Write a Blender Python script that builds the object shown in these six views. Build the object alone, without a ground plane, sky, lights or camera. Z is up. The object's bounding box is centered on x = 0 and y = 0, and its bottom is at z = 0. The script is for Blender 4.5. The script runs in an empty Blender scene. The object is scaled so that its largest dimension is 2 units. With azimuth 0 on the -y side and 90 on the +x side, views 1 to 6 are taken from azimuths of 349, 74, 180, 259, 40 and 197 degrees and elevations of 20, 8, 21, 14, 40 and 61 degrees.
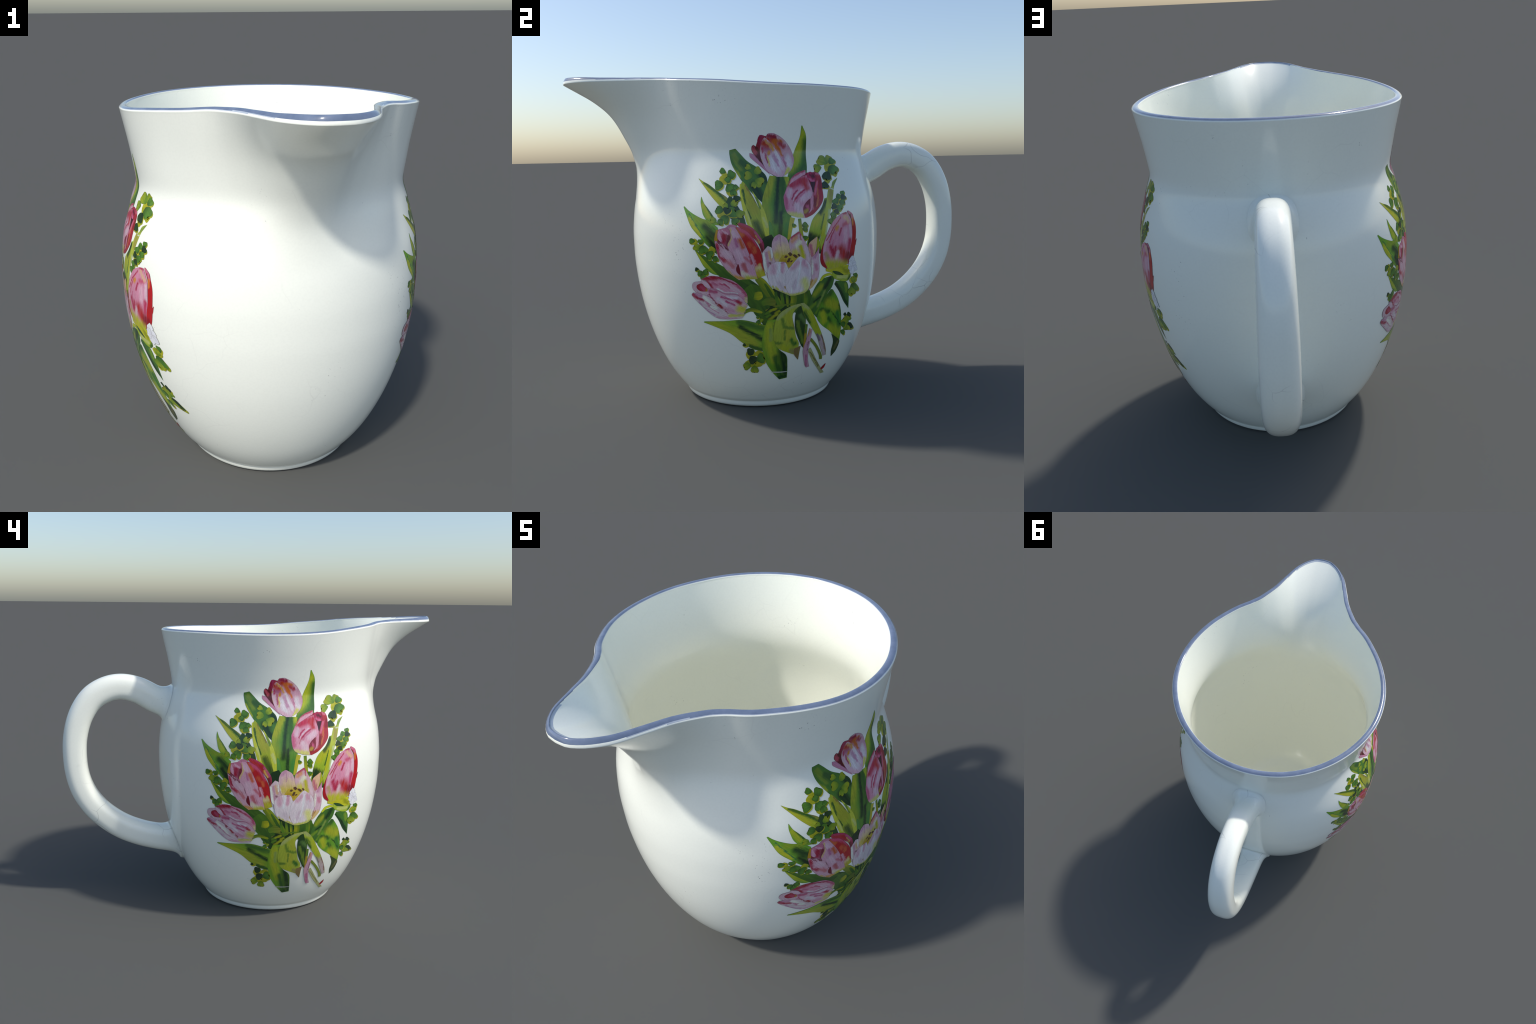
"""White porcelain cream jug with a blue rim line, a pinched spout, a loop handle
and the same printed tulip bouquet on both sides."""
import bpy, math
import numpy as np
from mathutils import Matrix, Vector

AXIS_Y = -0.108            # the pot is turned about the vertical line x = 0, y = AXIS_Y
WALL = 0.029
SEGMENTS = 288

# ------------------------------------------------------------------ helpers

def pchip(xk, yk):
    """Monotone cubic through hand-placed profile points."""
    xk, yk = np.asarray(xk, float), np.asarray(yk, float)
    h = np.diff(xk); d = np.diff(yk) / h
    m = np.zeros_like(xk)
    for i in range(1, len(xk) - 1):
        if d[i - 1] * d[i] > 0:
            w1, w2 = 2 * h[i] + h[i - 1], h[i] + 2 * h[i - 1]
            m[i] = (w1 + w2) / (w1 / d[i - 1] + w2 / d[i])
    m[0], m[-1] = d[0], d[-1]
    def f(x):
        x = np.asarray(x, float)
        i = np.clip(np.searchsorted(xk, x, side="right") - 1, 0, len(xk) - 2)
        t = (x - xk[i]) / h[i]
        t = np.clip(t, 0, 1)
        return ((2*t**3 - 3*t**2 + 1) * yk[i] + (t**3 - 2*t**2 + t) * h[i] * m[i]
                + (-2*t**3 + 3*t**2) * yk[i+1] + (t**3 - t**2) * h[i] * m[i+1])
    return f

def smoothstep(a, b, x):
    t = np.clip((np.asarray(x, float) - a) / (b - a), 0, 1)
    return t * t * (3 - 2 * t)

def srgb(r, g, b):
    def c(v):
        v /= 255.0
        return v / 12.92 if v <= 0.04045 else ((v + 0.055) / 1.055) ** 2.4
    return (c(r), c(g), c(b), 1.0)

# ------------------------------------------------------------------ pot shape

def soften(f, lo, hi, sigma):
    """Round a profile off the way clay rounds: a running average along its height."""
    step = 0.002
    x = np.arange(lo, hi + step, step)
    pad = int(4 * sigma / step)
    y = f(np.clip(x, lo, hi))
    left = 2 * y[0] - y[1:pad + 1][::-1]
    right = 2 * y[-1] - y[-pad - 1:-1][::-1]
    k = np.exp(-0.5 * (np.arange(-pad, pad + 1) * step / sigma) ** 2); k /= k.sum()
    s = np.convolve(np.concatenate([left, y, right]), k, "valid")
    return lambda q: np.interp(q, x, s)

RIM_Z = 1.452              # where the straight neck ends and the rounded lip starts
radius = soften(pchip(
    [0.028, 0.05, 0.10, 0.15, 0.20, 0.30, 0.40, 0.50, 0.60, 0.70, 0.80, 0.90, 0.98, 1.04, 1.08,
     1.11, 1.14, 1.158, 1.172, 1.188, 1.21, 1.25, 1.30, 1.40, RIM_Z],
    [0.3765, 0.3925, 0.4295, 0.460, 0.4855, 0.5268, 0.5582, 0.5815, 0.5969, 0.6059, 0.6076, 0.6006, 0.5877, 0.5702, 0.558,
     0.5485, 0.5380, 0.5315, 0.5280, 0.5284, 0.5312, 0.5368, 0.5445, 0.5640, 0.574]), 0.028, RIM_Z, 0.013)

# the spout: how far its middle line stands out of the turned body, by height
spout_reach = soften(pchip([0.98, 1.044, 1.112, 1.16, 1.221, 1.327, 1.390, 1.424, RIM_Z],
                    [0.0, 0.012, 0.032, 0.062, 0.088, 0.140, 0.209, 0.268, 0.318]), 0.90, RIM_Z, 0.010)
# and how it falls off to the sides, by angle from the spout's middle (degrees)
spout_side = pchip([0, 2.5, 5, 10, 15, 20, 25, 30, 36, 180],
                   [1.0, 0.99, 0.94, 0.757, 0.475, 0.247, 0.118, 0.034, 0.0, 0.0])
# slight out-of-round of the lip, and its height
lip_swell = pchip([0, 30, 40, 52, 62, 80, 100, 120, 140, 160, 180],
                  [0, 0, -0.002, -0.008, -0.007, -0.003, -0.002, -0.005, -0.003, 0.002, 0.003])
lip_height = pchip([0, 10, 20, 30, 40, 50, 60, 70, 80, 90, 110, 140, 180],
                   [1.504, 1.503, 1.501, 1.497, 1.488, 1.480, 1.472, 1.463, 1.456, 1.452, 1.450, 1.453, 1.454])

def pot_point(zp, deg):
    """Outer surface. zp: height on the turned profile; deg: angle from the spout."""
    a = np.abs(((np.asarray(deg, float) + 180) % 360) - 180)
    r = radius(zp) + spout_reach(zp) * spout_side(a * (1.22 - 0.22 * smoothstep(1.1, 1.4, zp)))
    r = r + lip_swell(a) * smoothstep(1.2, RIM_Z, zp)
    lift = (lip_height(a) - 1.0) / (RIM_Z - 1.0)
    z = np.where(zp < 1.0, zp, 1.0 + (zp - 1.0) * lift)
    # ease the stretching in so that there is no kink at z = 1
    z = zp + (z - zp) * smoothstep(1.0, 1.12, zp)
    t = np.radians(deg)
    return np.stack([r * np.sin(t), AXIS_Y - r * np.cos(t), z], -1)

def grid_normals(G):
    """Normals of a closed-in-angle grid G[row, col]."""
    du = np.roll(G, -1, 1) - np.roll(G, 1, 1)
    dv = np.gradient(G, axis=0)
    n = np.cross(du, dv)
    return n / np.maximum(np.linalg.norm(n, axis=-1, keepdims=True), 1e-12)

def build_pot():
    deg = np.arange(SEGMENTS) * 360.0 / SEGMENTS
    # --- outer wall
    zp = np.unique(np.concatenate([np.linspace(0.05, 1.1, 110), np.linspace(1.1, 1.24, 36), np.linspace(1.24, RIM_Z, 40)]))
    outer = pot_point(zp[:, None], deg[None, :])
    n_out = grid_normals(outer)
    # the glaze evens the light over the neck's bend: average the shading normals along the height
    wgt = np.exp(-0.5 * ((zp[:, None] - zp[None, :]) / 0.022) ** 2) * np.gradient(zp)[None, :]
    n_soft = np.einsum("ij,jkc->ikc", wgt / wgt.sum(1, keepdims=True), n_out)
    n_soft /= np.linalg.norm(n_soft, axis=-1, keepdims=True)
    # --- inner wall: the outer one moved in along its normals, from the lip down
    keep = zp > 0.06
    inner = (outer - WALL * n_out)[keep][::-1]
    # --- lip: a half round from the outer to the inner wall
    top_o, top_i = outer[-1], inner[0]
    mid = (top_o + top_i) / 2
    half = (top_o - top_i) / 2
    up = outer[-1] - outer[-2]
    up = up / np.linalg.norm(up, axis=-1, keepdims=True) * np.linalg.norm(half, axis=-1, keepdims=True)
    lip_z = up * 0.35 + np.array([0, 0, 1.0]) * np.linalg.norm(half, axis=-1, keepdims=True) * 0.65
    phi = np.linspace(0, math.pi, 17)[1:-1]
    lip = np.stack([mid + half * math.cos(p) * 1.06 + lip_z * math.sin(p) * 0.72 for p in phi])
    # --- foot ring and hollow underside
    def ring(r, z):
        t = np.radians(deg)
        return np.stack([r * np.sin(t), AXIS_Y - r * np.cos(t), np.full_like(t, z)], -1)
    foot = [(0.02, 0.012), (0.15, 0.012), (0.27, 0.012), (0.315, 0.011), (0.332, 0.008), (0.342, 0.002), (0.351, 0.0),
            (0.359, 0.002), (0.3655, 0.007), (0.3695, 0.014), (0.372, 0.022), (0.3735, 0.029), (0.3750, 0.0325),
            (0.3785, 0.0350), (0.3835, 0.0405), (0.3885, 0.0455)]
    under = np.stack([ring(r, z) for r, z in foot])
    # --- floor of the inside
    ri = np.hypot(inner[-1, :, 0], inner[-1, :, 1] - AXIS_Y).mean(); zi = inner[-1, :, 2].mean()
    floor = np.stack([ring(ri * k, zi - d) for k, d in
                      ((0.955, 0.018), (0.90, 0.032), (0.83, 0.043), (0.74, 0.050), (0.6, 0.0545), (0.4, 0.056), (0.2, 0.056), (0.03, 0.056))])
    G = np.concatenate([under, outer, lip, inner, floor])
    N = grid_normals(G)
    k = ((1 - smoothstep(RIM_Z - 0.05, RIM_Z, zp)) * smoothstep(0.05, 0.12, zp))[:, None, None]
    rows, cols = G.shape[:2]
    label = []
    nu, no, nl = len(under), len(outer), len(lip)
    N[nu:nu + no] = n_soft * k + N[nu:nu + no] * (1 - k)
    wide = np.exp(-0.5 * ((zp[:, None] - zp[None, :]) / 0.04) ** 2) * np.gradient(zp)[None, :]
    n_in = np.einsum("ij,jkc->ikc", wide / wide.sum(1, keepdims=True), n_out)
    kin = (k * smoothstep(0.12, 0.25, zp)[:, None, None])[keep][::-1]
    a0 = nu + no + nl
    N[a0:a0 + len(inner)] = -n_in[keep][::-1] * kin + N[a0:a0 + len(inner)] * (1 - kin)
    N /= np.linalg.norm(N, axis=-1, keepdims=True)
    for i in range(rows - 1):
        for j in range(cols):
            d = abs(((deg[j] + 180.0 / SEGMENTS + 180) % 360) - 180)
            if i < nu - 1: k = "foot_ring"
            elif i < nu + no - 1:
                z = zp[i - nu + 1] if i >= nu else 0.05
                k = "spout" if (d < 30 and z > 1.06) else ("neck" if z > 1.172 else "belly")
            elif i < nu + no + nl:
                q = i - (nu + no)
                nz = N[i:i + 2, j, 2].mean() if 0 <= q < nl - 1 else 0.0
                k = "rim_line" if nz > 0.70 or 4 <= q <= 9 else ("rim_line_edge" if nz > 0.56 else "rim")
                if 9 < q <= 9 + 6 * float(1 - smoothstep(6, 30, d)): k = "rim_line"   # at the spout the lip leans inward
            elif d < 11 and i < nu + no + nl + 1: k = "rim_line_edge"
            else: k = "interior"
            label.append(k)
    verts = G.reshape(-1, 3); norms = N.reshape(-1, 3)
    faces = []
    for i in range(rows - 1):
        for j in range(cols):
            j2 = (j + 1) % cols
            faces.append((i * cols + j, i * cols + j2, (i + 1) * cols + j2, (i + 1) * cols + j))
    # close the two poles
    caps = [(tuple(range(cols))[::-1], "foot_ring"), (tuple(range((rows - 1) * cols, rows * cols)), "interior")]
    for f, k in caps:
        faces.append(f); label.append(k)
    return verts, norms, faces, label

def mesh_object(name, verts, faces, normals=None, parent=None, material=None):
    me = bpy.data.meshes.new(name)
    me.from_pydata([tuple(v) for v in verts], [], faces)
    me.polygons.foreach_set("use_smooth", [True] * len(faces))
    if normals is not None:
        me.normals_split_custom_set_from_vertices([tuple(n) for n in normals])
    me.update()
    ob = bpy.data.objects.new(name, me)
    bpy.context.scene.collection.objects.link(ob)
    if parent: ob.parent = parent
    for m in (material if isinstance(material, (list, tuple)) else [material]):
        if m: me.materials.append(m)
    return ob

def split_by_region(verts, norms, faces, label, materials, parent):
    for region in dict.fromkeys(label):
        fs = [f for f, k in zip(faces, label) if k == region]
        used = sorted({i for f in fs for i in f}); idx = {v: i for i, v in enumerate(used)}
        mesh_object(region, verts[used], [tuple(idx[i] for i in f) for f in fs], norms[used], parent, materials[region])

# ------------------------------------------------------------------ handle

HANDLE = [  # centre line (y, z), thickness in the loop's plane, width across
    (0.330, 1.060, 0.150, 0.138), (0.400, 1.072, 0.148, 0.136), (0.455, 1.083, 0.146, 0.134),
    (0.515, 1.100, 0.142, 0.130), (0.598, 1.145, 0.137, 0.126), (0.685, 1.165, 0.133, 0.124), (0.768, 1.150, 0.131, 0.124),
    (0.843, 1.102, 0.129, 0.126), (0.900, 1.015, 0.127, 0.130), (0.932, 0.905, 0.124, 0.134), (0.939, 0.790, 0.122, 0.138),
    (0.929, 0.691, 0.122, 0.140), (0.900, 0.602, 0.125, 0.142), (0.848, 0.519, 0.128, 0.142), (0.778, 0.449, 0.131, 0.140),
    (0.700, 0.395, 0.134, 0.138), (0.615, 0.357, 0.136, 0.138), (0.535, 0.333, 0.138, 0.141), (0.475, 0.321, 0.141, 0.145),
    (0.420, 0.312, 0.144, 0.148), (0.350, 0.300, 0.148, 0.150)]

def catmull(P, n):
    P = np.asarray(P, float)
    Q = np.vstack([2 * P[0] - P[1], P, 2 * P[-1] - P[-2]])
    out = []
    s = np.linspace(0, len(P) - 1, n)
    for x in s:
        i = min(int(x), len(P) - 2); t = x - i
        a, b, c, d = Q[i:i+4]
        out.append(0.5 * ((2*b) + (c - a) * t + (2*a - 5*b + 4*c - d) * t*t + (3*b - a - 3*c + d) * t**3))
    return np.array(out)

def build_handle():
    S = catmull(HANDLE, 300)
    c = S[:, :2]
    tan = np.gradient(c, axis=0); tan /= np.linalg.norm(tan, axis=1, keepdims=True)
    nrm = np.stack([-tan[:, 1], tan[:, 0]], 1)            # to the outside of the loop
    M = 48
    ang = np.arange(M) * 2 * math.pi / M
    rows = []
    for (y, z, th, w), n in zip(S, nrm):
        e = 2.0 / 2.7                                      # rounded-square section
        ca, sa = np.cos(ang), np.sin(ang)
        px = np.sign(ca) * np.abs(ca) ** e * w / 2
        pn = np.sign(sa) * np.abs(sa) ** e * th / 2
        px = px * (1 - 0.05 * sa)
        rows.append(np.stack([px, y + n[0] * pn, z + n[1] * pn], -1))
    G = np.stack(rows)
    G[..., 0] += -0.0015 + 0.003 * (1 - smoothstep(0.35, 1.0, G[..., 2]))   # hung a touch askew
    N = grid_normals(G)
    cen = np.stack([np.zeros(len(S)), c[:, 0], c[:, 1]], -1)[:, None, :]
    if ((G - cen) * N).sum(-1).mean() < 0:
        N = -N
    # fillet: the root swells out as it nears the pot, and ends just under the pot's skin
    def clearance(P):
        return np.hypot(P[..., 0], P[..., 1] - AXIS_Y) - radius(P[..., 2])
    d = np.maximum(clearance(G), 0)
    G = G + N * (0.029 * np.exp(-d / 0.019))[..., None]
    d = clearance(G)
    dx, dy = G[..., 0], G[..., 1] - AXIS_Y
    rad = np.hypot(dx, dy)
    push = np.maximum(1.0, (radius(G[..., 2]) - 0.012) / rad)
    N = grid_normals(G)
    if ((G - cen) * N).sum(-1).mean() < 0:
        N = -N
    slope = (radius(G[..., 2] + 0.004) - radius(G[..., 2] - 0.004)) / 0.008
    skin = np.stack([dx / rad, dy / rad, -slope], -1)
    skin /= np.linalg.norm(skin, axis=-1, keepdims=True)
    k = np.exp(-np.maximum(d, 0) / 0.008)[..., None]
    N = N * (1 - k) + skin * k
    N /= np.linalg.norm(N, axis=-1, keepdims=True)
    G[..., 0], G[..., 1] = dx * push, AXIS_Y + dy * push
    R, Cn = G.shape[:2]
    faces = [(i*Cn + j, (i+1)*Cn + j, (i+1)*Cn + (j+1) % Cn, i*Cn + (j+1) % Cn) for i in range(R-1) for j in range(Cn)]
    # orientation check: normals must point away from the centre line
    v = G.reshape(-1, 3)
    f0 = faces[len(faces) // 2]
    fn = np.cross(v[f0[1]] - v[f0[0]], v[f0[2]] - v[f0[0]])
    if fn @ N.reshape(-1, 3)[f0[0]] < 0:
        faces = [f[::-1] for f in faces]
    return v, N.reshape(-1, 3), faces

# ------------------------------------------------------------------ materials

def new_material(name):
    m = bpy.data.materials.new(name); m.use_nodes = True
    nt = m.node_tree
    return m, nt, nt.nodes["Principled BSDF"]

def node(nt, kind, **props):
    n = nt.nodes.new(kind)
    for k, v in props.items():
        setattr(n, k, v)
    return n

def put(nt, a, b): nt.links.new(a, b)

def math_node(nt, op, a, b=None, clamp=False):
    n = node(nt, "ShaderNodeMath", operation=op, use_clamp=clamp)
    for i, v in enumerate((a, b)):
        if v is None: continue
        if hasattr(v, "links"): put(nt, v, n.inputs[i])
        else: n.inputs[i].default_value = v
    return n.outputs[0]

def mix_colour(nt, fac, a, b):
    n = node(nt, "ShaderNodeMix", data_type="RGBA")
    for sock, v in ((n.inputs[0], fac), (n.inputs[6], a), (n.inputs[7], b)):
        if hasattr(v, "links"): put(nt, v, sock)
        else: sock.default_value = v
    return n.outputs[2]

def ramp(nt, fac, stops):
    n = node(nt, "ShaderNodeValToRGB")
    e = n.color_ramp.elements
    while len(e) < len(stops): e.new(0.5)
    for el, (p, c) in zip(e, stops):
        el.position = p; el.color = c if len(c) == 4 else (*c, 1)
    put(nt, fac, n.inputs[0])
    return n.outputs[0]

def noise(nt, vec, scale, detail=3, rough=0.5, distort=0.0):
    n = node(nt, "ShaderNodeTexNoise")
    n.inputs["Scale"].default_value = scale; n.inputs["Detail"].default_value = detail
    n.inputs["Roughness"].default_value = rough; n.inputs["Distortion"].default_value = distort
    put(nt, vec, n.inputs["Vector"])
    return n.outputs[0]

GLOSS = 0.13

def porcelain(name, colour, cracks=0.3, specks=1.0):
    m, nt, bsdf = new_material(name)
    obj = node(nt, "ShaderNodeTexCoord").outputs["Object"]
    # pin-prick specks gathered in a few loose clusters
    vor = node(nt, "ShaderNodeTexVoronoi"); vor.inputs["Scale"].default_value = 95
    put(nt, obj, vor.inputs["Vector"])
    dot = math_node(nt, "LESS_THAN", vor.outputs["Distance"], 0.19)
    where = ramp(nt, noise(nt, obj, 5.5, 4, 0.6), [(0.60, (0, 0, 0)), (0.72, (1, 1, 1))])
    pick = math_node(nt, "GREATER_THAN", noise(nt, obj, 60, 0), 0.56)
    speck = math_node(nt, "MULTIPLY", math_node(nt, "MULTIPLY", dot, where), pick)
    # hairline crazing of the glaze
    warp = node(nt, "ShaderNodeVectorMath", operation="MULTIPLY_ADD")
    nz = node(nt, "ShaderNodeTexNoise"); nz.inputs["Scale"].default_value = 5; nz.inputs["Detail"].default_value = 2
    put(nt, obj, nz.inputs["Vector"]); put(nt, nz.outputs["Color"], warp.inputs[0])
    warp.inputs[1].default_value = (0.16, 0.16, 0.16); put(nt, obj, warp.inputs[2])
    cell = node(nt, "ShaderNodeTexVoronoi", feature="DISTANCE_TO_EDGE"); cell.inputs["Scale"].default_value = 6.0
    put(nt, warp.outputs[0], cell.inputs["Vector"])
    line = ramp(nt, cell.outputs["Distance"], [(0.0, (1, 1, 1)), (0.010, (0, 0, 0))])
    faint = ramp(nt, noise(nt, obj, 3.5, 3), [(0.52, (0, 0, 0)), (0.68, (1, 1, 1))])
    crack = math_node(nt, "MULTIPLY", math_node(nt, "MULTIPLY", line, faint), cracks)
    # very fine mottling of the white
    fine = noise(nt, obj, 160, 2, 0.6)
    tone = ramp(nt, fine, [(0.35, tuple(v * 0.975 for v in colour[:3])), (0.6, colour[:3])])
    col = mix_colour(nt, crack, tone, srgb(150, 146, 140))
    col = mix_colour(nt, math_node(nt, "MULTIPLY", speck, 0.85 * specks), col, srgb(95, 92, 92))
    put(nt, col, bsdf.inputs["Base Color"])
    bsdf.inputs["Roughness"].default_value = GLOSS
    bsdf.inputs["IOR"].default_value = 1.5
    return m

WHITE = (0.97, 0.985, 0.875)

# ------------------------------------------------------------------ printed bouquet
# Each piece is (shape, paint, width, spine from base to tip, options). Lengths are centimetres on
# the pot's side: across along the curved wall from the middle of the picture, and up from the table.
# "blunt" leaves end square, "plain" pieces carry no drawn outline.

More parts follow.
